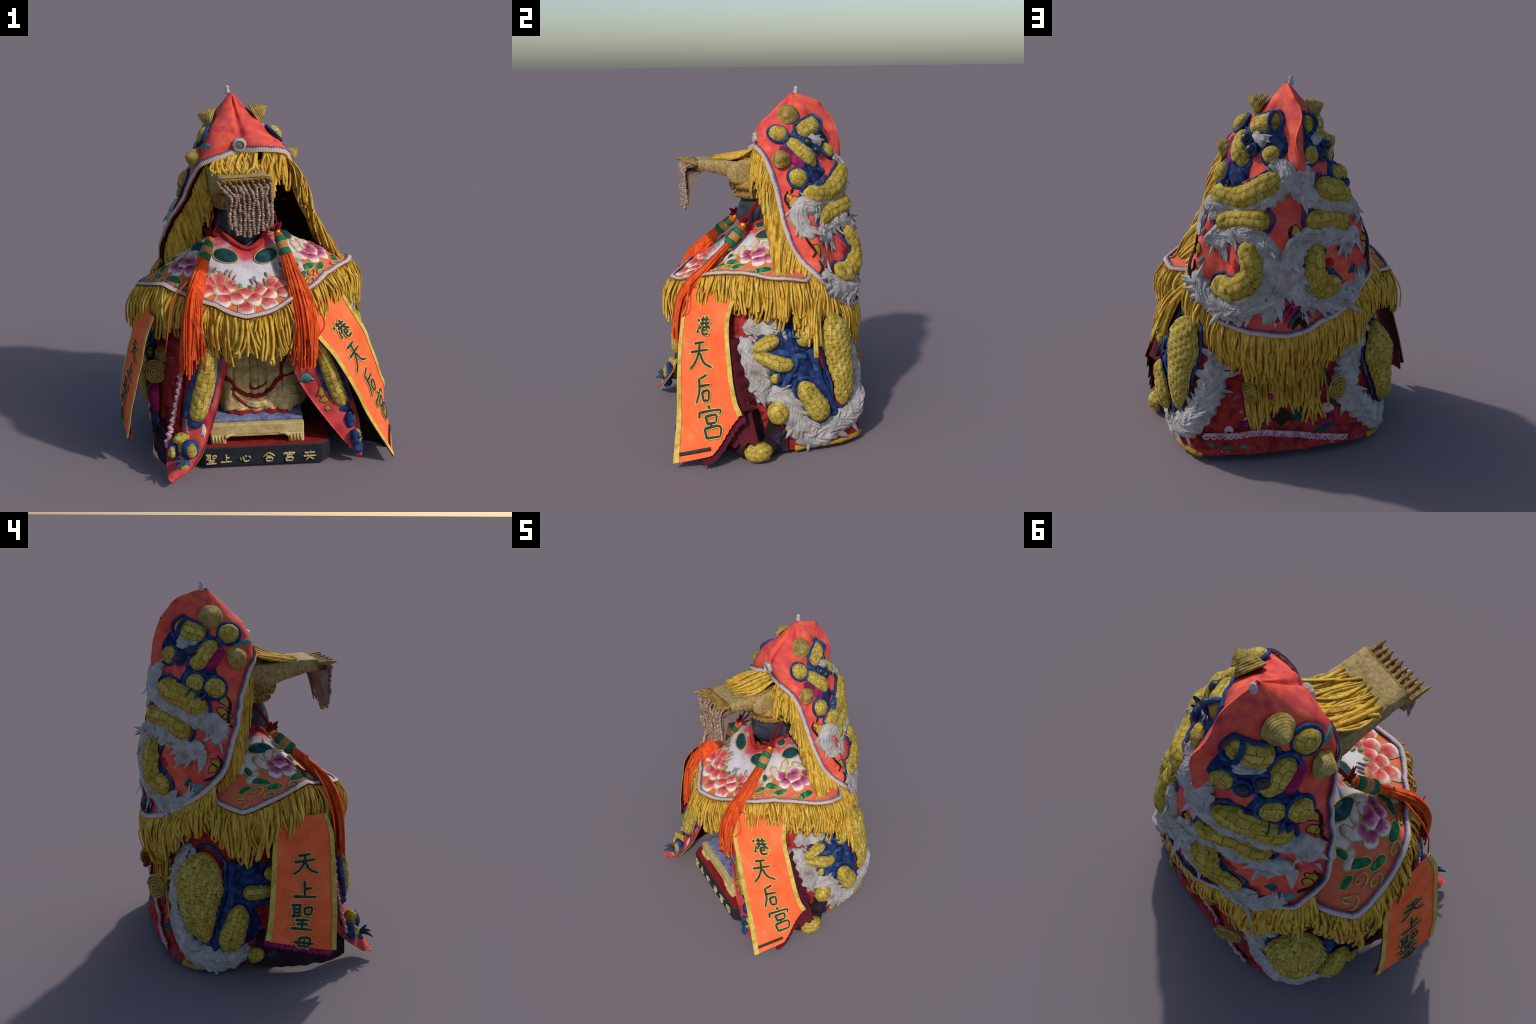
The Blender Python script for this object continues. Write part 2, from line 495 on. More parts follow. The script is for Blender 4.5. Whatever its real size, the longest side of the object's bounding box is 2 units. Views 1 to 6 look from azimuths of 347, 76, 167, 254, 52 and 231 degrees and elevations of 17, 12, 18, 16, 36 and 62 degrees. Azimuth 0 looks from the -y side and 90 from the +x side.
# ------------------------------------------------------------------ polar cloth surfaces
# Each surface is R(angle, height) about a vertical axis: profiles (height, radius) at key angles.
# Angle 0 faces the front (-y), 90 the figure's +x side, 180 the back.
TOP = [(1.965, 0)]
HOOD = [
    (-165, [(.74, .33), (.85, .305), (1.0, .31), (1.2, .305), (1.35, .30), (1.54, .27), (1.63, .225), (1.8, .17), (1.9, .10)] + TOP),
    (-145, [(.79, .35), (.95, .32), (1.1, .315), (1.2, .30), (1.35, .28), (1.54, .25), (1.63, .20), (1.8, .135), (1.87, .105)] + TOP),
    (-125, [(.85, .40), (.95, .355), (1.1, .325), (1.2, .31), (1.33, .295), (1.46, .275), (1.63, .205), (1.75, .155), (1.87, .095)] + TOP),
    (-107, [(.94, .45), (1.02, .42), (1.1, .385), (1.2, .35), (1.33, .312), (1.46, .28), (1.63, .195), (1.75, .145), (1.87, .085)] + TOP),
    (-90, [(1.02, .465), (1.12, .44), (1.3, .37), (1.46, .285), (1.65, .215), (1.78, .145), (1.87, .085), (1.93, .035)] + TOP),
    (-70, [(1.2, .395), (1.3, .36), (1.5, .29), (1.65, .235), (1.78, .155), (1.87, .085), (1.93, .035)] + TOP),
    (-47, [(1.5, .30), (1.62, .285), (1.7, .26), (1.78, .195), (1.87, .095), (1.93, .035)] + TOP),
    (0, [(1.66, .19), (1.74, .205), (1.786, .196), (1.873, .10), (1.93, .035)] + TOP),
    (47, [(1.5, .35), (1.65, .343), (1.70, .295), (1.78, .205), (1.87, .095), (1.93, .035)] + TOP),
    (70, [(1.167, .44), (1.33, .39), (1.49, .335), (1.65, .265), (1.78, .165), (1.87, .09), (1.93, .035)] + TOP),
    (90, [(.965, .52), (1.065, .49), (1.167, .46), (1.33, .395), (1.49, .315), (1.65, .23), (1.78, .15), (1.87, .085), (1.93, .035)] + TOP),
    (107, [(.9, .46), (1.0, .415), (1.08, .395), (1.2, .36), (1.33, .315), (1.46, .28), (1.63, .205), (1.75, .155), (1.87, .09)] + TOP),
    (125, [(.85, .42), (.95, .395), (1.1, .38), (1.2, .35), (1.33, .305), (1.46, .275), (1.63, .20), (1.75, .155), (1.87, .095)] + TOP),
    (145, [(.78, .395), (.95, .39), (1.1, .375), (1.2, .345), (1.35, .31), (1.54, .265), (1.63, .205), (1.8, .135), (1.87, .10)] + TOP),
    (165, [(.74, .365), (1.0, .345), (1.2, .335), (1.35, .32), (1.54, .275), (1.63, .225), (1.8, .16), (1.9, .09)] + TOP),
    (180, [(.72, .345), (1.0, .325), (1.2, .325), (1.35, .32), (1.54, .29), (1.6, .285), (1.72, .245), (1.82, .215), (1.92, .13), (1.95, .065)] + TOP),
]
SKIRT = [
    (-180, [(0, .43), (.06, .41), (.12, .375), (.2, .33), (.4, .285), (.8, .28)]),
    (-150, [(0, .49), (.06, .47), (.12, .43), (.2, .39), (.4, .385), (.8, .39)]),
    (-120, [(0, .58), (.2, .58), (.4, .56), (.6, .52), (.8, .47)]),
    (-90, [(0, .55), (.2, .60), (.4, .60), (.6, .57), (.8, .53)]),
    (-62, [(0, .70), (.2, .69), (.4, .67), (.7, .59), (.8, .55)]),
    (-48, [(0, .76), (.2, .75), (.4, .72), (.7, .63), (.8, .58)]),
    (45, [(0, .66), (.2, .66), (.4, .66), (.7, .61), (.8, .57)]),
    (62, [(0, .63), (.2, .63), (.4, .63), (.6, .62), (.7, .60), (.8, .56)]),
    (90, [(0, .57), (.2, .61), (.4, .61), (.7, .57), (.8, .54)]),
    (123, [(0, .60), (.2, .60), (.4, .56), (.7, .49), (.8, .46)]),
    (150, [(0, .49), (.06, .47), (.12, .43), (.2, .39), (.4, .38), (.8, .38)]),
]


class Polar:
    def __init__(self, table, axis, wrinkle=.0, wseed=0.0):
        self.keys = [k for k, _ in table]
        self.prof = [(np.array([p[0] for p in pr]), np.array([p[1] for p in pr])) for _, pr in table]
        self.axis, self.wrinkle, self.wseed = axis, wrinkle, wseed

    def radius(self, phi, z):
        ks, n = self.keys, len(self.keys)
        phi = (phi - ks[0]) % 360 + ks[0]
        i = max(j for j in range(n) if ks[j] <= phi + 1e-9)
        key = lambda j: ks[j % n] + 360 * (j // n)
        k = [key(i + d) for d in (-1, 0, 1, 2)]
        r = [float(np.interp(z, *self.prof[(i + d) % n])) for d in (-1, 0, 1, 2)]
        h = k[2] - k[1]
        t = (phi - k[1]) / h
        m1, m2 = (r[2] - r[0]) / (k[2] - k[0]) * h, (r[3] - r[1]) / (k[3] - k[1]) * h
        d = abs(r[2] - r[1]) * 3
        m1, m2 = max(-d, min(d, m1)), max(-d, min(d, m2))
        return (2 * t ** 3 - 3 * t ** 2 + 1) * r[1] + (t ** 3 - 2 * t ** 2 + t) * m1 + (-2 * t ** 3 + 3 * t ** 2) * r[2] + (t ** 3 - t ** 2) * m2

    def point(self, phi, z, off=0.0):
        a = math.radians(phi)
        r = self.radius(phi, z)
        if self.wrinkle:
            q = (math.sin(a) * r * 7, math.cos(a) * r * 7, z * 4)
            r += self.wrinkle * (nz(q, 1, self.wseed) + .5 * nz(q, 2.7, self.wseed)) * min(1, r / .12)
        r += off
        return V(self.axis[0] + r * math.sin(a), self.axis[1] - r * math.cos(a), z)

    def normal(self, phi, z):
        a = self.point(phi + 3, z) - self.point(phi - 3, z)
        b = self.point(phi, z + .03) - self.point(phi, z - .03)
        n = unit(np.cross(a, b))
        out = V(math.sin(math.radians(phi)), -math.cos(math.radians(phi)), 0)
        return n if np.dot(n, out) > 0 else -n


hood = Polar(HOOD, (0.0, .22), .014, 3.1)
skirt = Polar(SKIRT, (.04, .12), .012, 8.7)


def lay(surf, path, n, lift=0.0):
    """Points and normals of a path (angle, height) laid on a polar surface."""
    Q = [list(p) for p in path]
    for i in range(1, len(Q)):
        while Q[i][0] - Q[i - 1][0] > 180:
            Q[i][0] -= 360
        while Q[i][0] - Q[i - 1][0] < -180:
            Q[i][0] += 360
    q = spline([(p[0] / 100, p[1]) for p in Q], n)
    N = [surf.normal(a * 100, z) for a, z in q]
    P = [surf.point(a * 100, z) + nn * lift for (a, z), nn in zip(q, N)]
    return P, N


def scale_relief(length, width, radius, amount):
    """Overlapping scale bumps for a tube (arc length s, angle a)."""
    rows = max(4, round(2 * math.pi * radius / width))

    def f(s, a, r):
        row = a / (2 * math.pi) * rows
        k = math.floor(row)
        u = (s / length + .5 * (k % 2)) % 1.0
        v = row - k
        cell = math.floor(s / length + .5 * (k % 2))
        hgt = .75 + .5 * (math.sin(cell * 12.9 + k * 78.2) * 43.7 % 1.0)
        return r * amount * 1.3 * ((1 - abs(2 * u - 1) ** 4) * (.5 + .5 * u) * (1 - abs(2 * v - 1) ** 4) * hgt - .3)

    return f


def limb(name, surf, path, r, mat="dragon_scale_fine", parent=None, lift=.35, flatness=.72, sl=.046, sw=.034, amount=.11, outline=True, ends=.5, seg=44):
    """Padded dragon limb: a scaled tube lying on the cloth, edged with a blue cord."""
    P, N = lay(surf, path, 12)
    L = sum(np.linalg.norm(b - a) for a, b in zip(P, P[1:]))
    n = max(14, int(L / .0065))
    rmax = max(r) if hasattr(r, "__len__") else r
    P, N = lay(surf, path, n, rmax * (lift if surf is skirt else lift - .16))
    rr = spline([(x,) for x in r], n) if hasattr(r, "__len__") else [(r,)] * n
    R = []
    for i in range(n):
        d = min(i, n - 1 - i) / (n - 1) * L / (rmax * (1 if ends <= 0 else 1))
        R.append(rr[i][0] * (math.sqrt(max(.02, 1 - (1 - min(1, d)) ** 2))))
    o = tube(name, P, R, mat, parent, N=N, seg=seg, flatness=flatness, relief=scale_relief(sl, sw, rmax, amount), under=.12)
    if outline:
        P0, N0 = lay(surf, path, 24, .004)
        T = [unit(P0[min(23, i + 1)] - P0[max(0, i - 1)]) for i in range(24)]
        B = [unit(np.cross(t, nn)) for t, nn in zip(T, N0)]
        ro = [x[0] for x in (spline([(x,) for x in r], 24) if hasattr(r, "__len__") else [(r,)] * 24)]
        side = lambda s: [P0[i] + B[i] * s * (ro[i] + .004) + T[i] * (0 if 0 < i < 23 else 0) for i in range(24)]
        e0 = P0[0] - T[0] * ro[0] * .35
        e1 = P0[-1] + T[-1] * ro[-1] * .35
        loop = side(1)[1:-1] + [e1] + side(-1)[1:-1][::-1] + [e0]
        loop = spline(loop + [loop[0]], 70)[:-1]
        tube("piping_cord", loop, .0085, "blue_cord", o, seg=7, closed=True)
    return o


def band(surf, path, at, r, parent, width=.022):
    """Blue ring strap round a limb at fraction `at` of its path."""
    P, N = lay(surf, path, 40, r * .35)
    i = int(at * 39)
    t = unit(P[min(39, i + 1)] - P[max(0, i - 1)])
    b = unit(np.cross(t, N[i]))
    loop = [P[i] + b * math.cos(a) * r * 1.05 + N[i] * math.sin(a) * r * .80 for a in np.linspace(0, 2 * math.pi, 25)[:-1]]
    tube("strap", loop, width / 2, "blue_cord", parent, seg=7, closed=True)


def tuft_data(base, direction, up, length, width, thick, curl):
    """One pointed fur lock: a bent, flattened spike."""
    d, n = unit(direction), unit(up)
    b = unit(np.cross(d, n))
    v = []
    prof = [(0, .75), (.25, 1.0), (.55, .8), (.8, .42)]
    for s, w in prof:
        c = base + d * length * s + n * (curl * length * (s ** 2) + thick * .3)
        w2 = width * w / 2
        v += [c + b * w2, c + n * thick * w, c - b * w2, c - n * thick * .5 * w]
    v.append(base + d * length + n * curl * length)
    f = grid_faces(4, 4, False, True)
    for k in range(4):
        f.append((12 + k, 12 + (k + 1) % 4, 16))
    f.append((3, 2, 1, 0))
    return v, f


def fur(name, surf, path, width, side=0, parent=None, length=(.06, .11), density=1.0, lift=.012, lean=.5, curl=.12):
    """White matted fur mane: a combed pad with ragged edges and pointed locks swept sideways."""
    P, N = lay(surf, path, 30)
    L = sum(np.linalg.norm(b - a) for a, b in zip(P, P[1:]))
    n = max(14, int(L / .009))
    P, N = lay(surf, path, n, 0)
    T = [unit(P[min(n - 1, i + 1)] - P[max(0, i - 1)]) for i in range(n)]
    B = [unit(np.cross(t, m)) for t, m in zip(T, N)]
    ph = rng.random() * 50
    nc = 13
    G = []
    for i in range(n):
        e = math.sqrt(max(.02, 1 - abs(2 * i / (n - 1) - 1) ** 7))
        col = []
        for k in range(nc):
            v = -1 + 2 * k / (nc - 1)
            jag = abs(((i * .009 / .05 + (.5 if v < 0 else 0) + ph + .5 * nz((i * .05, ph, v > 0), 1)) % 1.0) - .35)
            w = width * .66 * e * (1 + (.34 * (1 - jag / .65) if abs(v) > .75 else 0))
            sweep = lean * width * .5 * v * v
            comb = nz((i * .42 - 3.2 * abs(v) * (1 + lean), v * .9, ph), 1) * .38 + nz((i * .15, v * .8, ph + 9), 1) * .35
            h = width * (.30 + lift * 6) * max(0, 1 - v ** 4) * (1 + comb) * e + (.004 if abs(v) < .99 else -.004)
            col.append(P[i] + B[i] * v * w + T[i] * sweep + N[i] * h)
        G.append(col)
    o = sheet(name, G, ["white_fur", "white_fur"], .004, parent, outward=V(0, .1, P[0][2]), flat=True)
    bt = Batch()
    m = int(L / .03 * density * (2 if side == 0 else 1.4))
    for k in range(m):
        t = (k + rng.random()) / m * (n - 1)
        i = min(n - 2, int(t))
        s = side if side else rng.choice((-1, 1))
        q = rng.uniform(.05, .62)
        d = B[i] * s * (.5 + .3 * rng.random()) + T[i] * (lean * 1.5 + rng.uniform(-.2, .3)) - N[i] * rng.uniform(.10, .30) + V(0, 0, -.25)
        ln = rng.uniform(*length) * 1.05
        v, f = tuft_data(P[i] + B[i] * s * width * q * .8 + N[i] * width * (.30 + lift * 6) * (1 - q * q) * .8, d, N[i], ln, ln * rng.uniform(.24, .42), width * .10, curl * rng.uniform(-.5, 1.9))
        bt.put(v, f)
    bt.done("fur_lock", "white_fur", o, flat=True, kind="stuff")
    return o


def strand_data(P, w, th, side):
    """Flat yarn strand along points P, width w, lying across `side`."""
    v, uv = [], []
    n = len(P)
    s = rng.random()
    for i in range(n):
        T = unit(P[min(n - 1, i + 1)] - P[max(0, i - 1)])
        b = unit(side - T * np.dot(side, T))
        m = np.cross(T, b)
        ww = w * (.75 if i == n - 1 else 1)
        v += [P[i] + b * ww / 2, P[i] + m * th / 2, P[i] - b * ww / 2, P[i] - m * th / 2]
        uv += [(s, i * .02), (s + w * .5, i * .02), (s + w, i * .02), (s + w * .5, i * .02)]
    f = grid_faces(n, 4, False, True) + [(3, 2, 1, 0), tuple(range(4 * n - 4, 4 * n))]
    return v, f, uv


def fringe(name, edge, outs, lengths, count, parent=None, width=(.010, .022), puff=.03, sway=.012, backing=.72, loops=.3, drift=None):
    """Yarn fringe hanging from an edge curve; outs = outward directions, lengths per edge point."""
    n = len(edge)
    E, O = np.array(edge), np.array(outs)
    Ln = np.array(lengths, float)
    D = np.array(drift) if drift is not None else np.zeros_like(E)

    def at(t):
        i = min(n - 2, int(t))
        f = t - i
        return E[i] * (1 - f) + E[i + 1] * f, unit(O[i] * (1 - f) + O[i + 1] * f), Ln[i] * (1 - f) + Ln[i + 1] * f, D[i] * (1 - f) + D[i + 1] * f, unit(E[i + 1] - E[i])

    bt = Batch()
    for k in range(count):
        t = (k + rng.uniform(-.4, 1.4)) / count * (n - 1)
        t = min(n - 1.001, max(0, t))
        p, o, L, d, T = at(t)
        if L < .02:
            continue
        L *= rng.uniform(.72, 1.12)
        a1, a2 = rng.uniform(-1, 1) * sway, rng.uniform(-1, 1) * sway * 1.6
        front = rng.uniform(-.004, .014)
        pf = puff * rng.uniform(.6, 1.3)
        pts = []
        for s in np.linspace(0, 1, 9):
            pts.append(p + o * (front + pf * math.sin(min(1, s * 1.6) * math.pi / 2)) + V(0, 0, -L * s) + T * (a1 * math.sin(s * 3) + a2 * s * s) + d * s * L)
        if rng.random() < loops:
            gap = T * rng.choice((-1, 1)) * rng.uniform(.016, .03)
            low = pts[-1]
            back = [low + gap * .25 + V(0, 0, -.010), low + gap * .75 + V(0, 0, -.010)] + [q + gap + o * .003 for q in pts[::-1][:6]]
            pts = pts + back
        bt.put(*strand_data(pts, rng.uniform(*width), .008, T))
    ob = bt.done(name, "fringe_yarn", parent, kind="stuff")
    if backing:
        m = max(60, n * 2)
        G = []
        for k in range(m):
            p, o, L, d, T = at(k / (m - 1) * (n - 1.001))
            col = []
            for s in np.linspace(0, 1, 8):
                w = .010 * math.sin(k * 2.1 + 3 * nz(p, 9)) * s + .012 * nz(p + V(0, 0, s), 14) * s
                Lk = L * backing * (1 + .22 * nz(p, 22, 4.0))
                col.append(p + o * (puff * .75 * math.sin(min(1, s * 1.6) * math.pi / 2) + w - .008) + V(0, 0, -Lk * s) + d * s * L * backing)
            G.append(col)
        sheet("fringe_backing", G, "fringe_yarn", .004, ob, uv=[(k * .013, j * .02) for k in range(m) for j in range(8)])
    return ob


def ribbon(name, edge, across, width, mat, parent=None, lift=None, thick=.008):
    """Braid band along an edge; across = directions from the edge inward."""
    n = len(edge)
    G, uv = [], []
    s = 0
    for i in range(n):
        if i:
            s += np.linalg.norm(edge[i] - edge[i - 1])
        up = lift[i] if lift is not None else V(0, 0, 0)
        G.append([edge[i] + across[i] * width * (1 - k / 4) + up * thick * (1 + .5 * math.sin(k / 4 * math.pi)) for k in range(5)])
        uv += [(s, k / 4) for k in range(5)]
    return sheet(name, G, mat, thick, parent, uv)


# ------------------------------------------------------------------ hood
HEM = [(-180, .725), (-168, .74), (-143, .795), (-125, .86), (-111, .93), (-97, 1.025), (-90, 1.105), (-84, 1.22), (-75, 1.34), (-61, 1.50), (-50, 1.58), (-41, 1.613), (-20, 1.645), (0, 1.658),
       (15, 1.66), (28, 1.66), (45, 1.635), (52, 1.56), (56, 1.50), (64, 1.335), (72, 1.17), (80, 1.06), (86, 1.0), (92, .945), (100, .86), (110, .80), (123, .757), (147, .735), (166, .72), (180, .725)]


def build_hood():
    nu, nv = 220, 70
    hem = spline([(a / 150, z) for a, z in HEM], nu)
    G = []
    for a, zb in hem:
        phi = a * 150
        col = []
        for j in range(nv):
            f = j / (nv - 1)
            z = zb + (1.964 - zb) * (1 - (1 - f) ** 1.35)
            p = hood.point(phi, z)
            # folded keel: a pinched pleat down the front and back midline
            if abs(phi) < 14 and z > 1.70:
                p[1] += .03 * math.exp(-(phi / 5) ** 2) * smooth(1.70, 1.8, z) * smooth(1.965, 1.9, z)
            back = 180 - abs(phi)
            if back < 16 and z > 1.52:
                w = math.exp(-(back / 6) ** 2) * smooth(1.50, 1.6, z) * smooth(1.96, 1.88, z)
                p += V(.02 * math.sin(z * 23), .036, 0) * w
            col.append(p)
        G.append(col)
    h = sheet("hood", G, ["hood_cloth", "hood_lining"], .010, outward=(0, .22, 1.2))
    lathe("finial", (-.015, .252, 1.95), (0, .04, 1), [(.001, 0), (.014, .002), (.015, .018), (.010, .03), (.012, .038), (.007, .048), (.001, .05)], "tip_white", h, 8)
    # braid and fringe along the hem
    edge, norm, inward = [], [], []
    for i, (a, z) in enumerate(hem):
        edge.append(hood.point(a * 150, z))
        norm.append(hood.normal(a * 150, z))
    for i in range(nu):
        T = unit(edge[min(nu - 1, i + 1)] - edge[max(0, i - 1)])
        c = unit(np.cross(norm[i], T))
        inward.append(c if c[2] > 0 or abs(hem[i][0]) * 150 < 60 else -c)
        if inward[-1][2] < -.2:
            inward[-1] = -inward[-1]
    ribbon("hood_braid", edge, inward, .028, "braid_trim", h, norm, .007)

    def take(lo, hi):
        return [i for i in range(nu) if lo <= hem[i][0] * 150 <= hi]

    # back and side fringe
    for nm, lo, hi, fl, cnt in (("hood_fringe", 84, 180, lambda a: .20 + .06 * smooth(110, 150, a), 210), ("hood_fringe", -180, -97, lambda a: .18 + .06 * smooth(110, 150, -a), 170)):
        ix = take(lo, hi)
        fringe(nm, [edge[i] for i in ix], [unit(norm[i] * V(1, 1, 0)) for i in ix], [fl(hem[i][0] * 150) for i in ix], cnt, h, puff=.03 if lo > 0 else .05, sway=.02, loops=.12,
               drift=[unit(norm[i] * V(1, 1, 0)) * -.28 * smooth(120, 165, abs(hem[i][0] * 150)) for i in ix])
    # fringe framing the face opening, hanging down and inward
    for lo, hi, cnt in ((44, 94, 300), (-99, -42, 160)):
        ix = take(lo, hi)
        if lo > 0:
            down = [smooth(1.6, 1.25, edge[i][2]) for i in ix]
            fringe("face_fringe", [edge[i] - norm[i] * .004 for i in ix], [unit(V(.9, -.55, 0)) for i in ix], [.22 + .07 * d + .03 * math.sin(i * .8) for i, d in zip(ix, down)], cnt, h, puff=.065, sway=.02, backing=.85, loops=.2,
                   drift=[V(.10 + .32 * d, -.04 - .10 * d, 0) for d in down])
        else:
            fringe("face_fringe", [edge[i] - norm[i] * .022 for i in ix], [unit(V(-.3, -1, 0)) for i in ix], [.245 + .04 * math.sin(i * .8) for i in ix], cnt, h, puff=.006, sway=.02, backing=.85, loops=.2,
                   drift=[V(.10 + .16 * d, -.02 - .22 * d, 0) for d in (smooth(1.5, 1.25, edge[i][2]) for i in ix)])
    ix = take(24, 47)
    fringe("face_fringe", [edge[i] - norm[i] * .006 for i in ix], [V(0, -1, 0) for i in ix], [.17 + .05 * math.sin(i * 1.1) for i in ix], 46, h, puff=.015, sway=.02, backing=.7, loops=.5, drift=[V(-.05, -.06, 0) for i in ix])
    # front fringe swept forward over the crown board
    bt = Batch()
    for k in range(130):
        a = rng.uniform(-36, 19)
        p = hood.point(a, float(np.interp(a, [q[0] for q in HEM], [q[1] for q in HEM])))
        tgt = V(p[0] * .9 - .045 + rng.uniform(-.03, .03), rng.uniform(-.25, -.09), 1.586 + rng.uniform(-.002, .010))
        mid = V((p[0] + tgt[0]) / 2 + rng.uniform(-.035, .035), (p[1] + tgt[1]) / 2, 1.598 + rng.uniform(0, .014))
        bt.put(*strand_data(spline([p, mid, tgt], 7), rng.uniform(.010, .028), .009, unit(V(1, 0, rng.uniform(-.5, .5)))))
    bt.done("brow_fringe", "fringe_yarn", h, kind="stuff")
    # silver brooch
    g = lathe("brooch", (-.009, .012, 1.703), (-.1, -1, -.12), [(.012, -.01), (.036, -.008), (.041, .006), (.036, .018), (.027, .022), (.023, .012)], "silver", h, 12, .08, True)
    lathe("brooch_glass", (-.009, .012, 1.703), (-.1, -1, -.12), [(.026, .006), (.024, .015), (.012, .018), (.001, .019)], "glass_grey", g, 12)
    return h


HOOD_OB = build_hood()


def shell_cone(c, axis, r, h):
    prof = []
    for i in range(31):
        t = i / 30
        prof.append((r * (1 - t ** 1.5) ** .75 * (1 - .25 * t) * (1 + .035 * math.sin(t * 8 * 2 * math.pi)) + .002, h * t - .012))
    prof = [(r * .9, -.016)] + prof + [(.0005, h * 1.0 - .008)]
    return lathe("shell_cone", c, axis, prof, "shell_gold", HOOD_OB, 22, .12)


def on_hood(a, z, off=0.0):
    return hood.point(a, z) + hood.normal(a, z) * off


shell_cone(on_hood(66, 1.835, .02), hood.normal(66, 1.835) + V(.5, 0, .1), .060, .080)
shell_cone(on_hood(63, 1.608, .015), hood.normal(63, 1.608) + V(.3, -.2, .6), .052, .07)
shell_cone(on_hood(-93, 1.818, .02), hood.normal(-93, 1.818) + V(-.4, 0, .05), .062, .080)
shell_cone(on_hood(-66, 1.623, .02), hood.normal(-66, 1.623) + V(-.4, -.4, .2), .055, .065)


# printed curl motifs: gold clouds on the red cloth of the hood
def patch(name, surf_bvh, c, n, s, outline, h, mat, parent, rings=4, m=22, cord=None, cord_mat="gold_thread", tone=None):
    """Embroidered pad draped on a surface: outline(angle) gives (x, y) in the local frame s, n x s."""
    n, s = unit(n), unit(s - n * np.dot(s, n))
    d = np.cross(n, s)
    if d[2] > 0:
        d = -d
    v, uv = [], []

    def drop(x, y):
        q = c + s * x + d * y
        hit = surf_bvh.ray_cast(Vector(q + n * .10), Vector(-n), .25)
        if hit[0] is None:
            near = surf_bvh.find_nearest(Vector(q))
            return np.array(near[0])
        return np.array(hit[0])

    v.append(drop(0, 0) + n * h)
    uv.append((tone(0, 0) if tone else 0, 0))
    for i in range(1, rings + 1):
        r = i / rings
        for k in range(m):
            x, y = outline(2 * math.pi * k / m)
            v.append(drop(x * r, y * r) + n * (h * (1 - r ** 4) - .0015 * (i == rings)))
            uv.append((tone(2 * math.pi * k / m, r) if tone else r, k / m))
    f = [(0, 1 + k, 1 + (k + 1) % m) for k in range(m)]
    for i in range(rings - 1):
        for k in range(m):
            a = 1 + i * m
            f.append((a + k, a + m + k, a + m + (k + 1) % m, a + (k + 1) % m))
    o = add(name, v, f, mat, parent, uv)
    if cord:
        loop = [v[1 + (rings - 1) * m + k] + n * cord * .5 for k in range(m)]
        tube("gold_cord", loop, cord, cord_mat, o, seg=5, closed=True)
    return o


def bvh_of(o):
    return BVHTree.FromPolygons([v.co.copy() for v in o.data.vertices], [tuple(p.vertices) for p in o.data.polygons])


def hood_dragon(p):
    head = limb("dragon_brow", hood, p["brow"], .050, parent=HOOD_OB, lift=.12)
    band(hood, p["brow"], .78, .042, head)
    for (a, z), w, hh in p["pad"]:
        patch("navy_pad", bvh_of(HOOD_OB), on_hood(a, z), hood.normal(a, z), V(math.cos(math.radians(a)), math.sin(math.radians(a)), 0), (lambda w, hh: lambda q: (w * math.cos(q) * (1 + .12 * math.sin(3 * q)), hh * math.sin(q) * (1 + .1 * math.cos(4 * q))))(w, hh), .010, "navy_cloth", HOOD_OB, 5, 30)
    lip = limb("dragon_lip", hood, p["lip"], [.038, .045, .048, .056, .046], parent=HOOD_OB, lift=.15)
    limb("dragon_mouth", hood, p["mouth"], [.020, .028, .030, .024], "magenta_cloth", parent=HOOD_OB, amount=.0, outline=False, lift=.25)
    for nm, key, r, fl in (("dragon_snout", "snout", .055, .7), ("dragon_jaw", "jaw", .056, .75), ("dragon_ear", "ear", .050, .7)):
        a, z = p[key]
        n = hood.normal(a, z)
        t = unit(np.cross(n, V(0, 0, 1)))
        b = ball(nm, on_hood(a, z, r * .15), (r, r * .95, r * fl), "dragon_scale_fine", HOOD_OB, (t, np.cross(n, t), n), 22, 14, .004, under=.1)
        ring = [on_hood(a, z, .008) + t * math.cos(q) * (r + .003) + np.cross(n, t) * math.sin(q) * (r + .003) for q in np.linspace(0, 6.283, 25)[:-1]]
        tube("piping_cord", ring, .009, "blue_cord", b, seg=7, closed=True)
    if "jaw_tube" in p:
        limb("dragon_chin", hood, p["jaw_tube"], .044, parent=HOOD_OB, lift=.15)
    for a, z in p["eyes"]:
        n = hood.normal(a, z)
        e = ball("dragon_eye", on_hood(a, z, .026), .027, "eye_black", HOOD_OB)
        t = unit(np.cross(n, V(0, 0, 1)))
        rg = [on_hood(a, z, .018) + t * math.cos(q) * .028 + np.cross(n, t) * math.sin(q) * .028 for q in np.linspace(0, 6.283, 17)[:-1]]
        tube("piping_cord", rg, .011, "blue_cord", e, seg=6, closed=True)
    fur("brow_fur", hood, p["browfur"], .038, p["bs"], HOOD_OB, (.04, .075), 1.1, .045, .5, .3)
    # claws: blue lumps beside the jaw
    for a, z in p["claws"]:
        ball("dragon_claw", on_hood(a, z, .025), (.03, .018, .02), "blue_cord", HOOD_OB, (unit(V(rng.uniform(-1, 1), rng.uniform(-1, 1), rng.uniform(-1, 1))), V(0, 0, 1), hood.normal(a, z)), 10, 7, .004, True)
    limb("dragon_neck", hood, p["neck"], [.058, .063, .062, .058, .050], "dragon_scale", parent=HOOD_OB, sl=.055, sw=.045)
    limb("dragon_body", hood, p["body"], .054, "dragon_scale", parent=HOOD_OB, sl=.055, sw=.045)
    limb("dragon_tail", hood, p["ring"], [.056, .064, .066, .064, .062, .054], "dragon_scale", parent=HOOD_OB, sl=.055, sw=.045, lift=.4)
    for path, w, s, ln, le in p["furs"]:
        fur("fur_mane", hood, path, w, s, HOOD_OB, ln, .85, .016, le, .25)


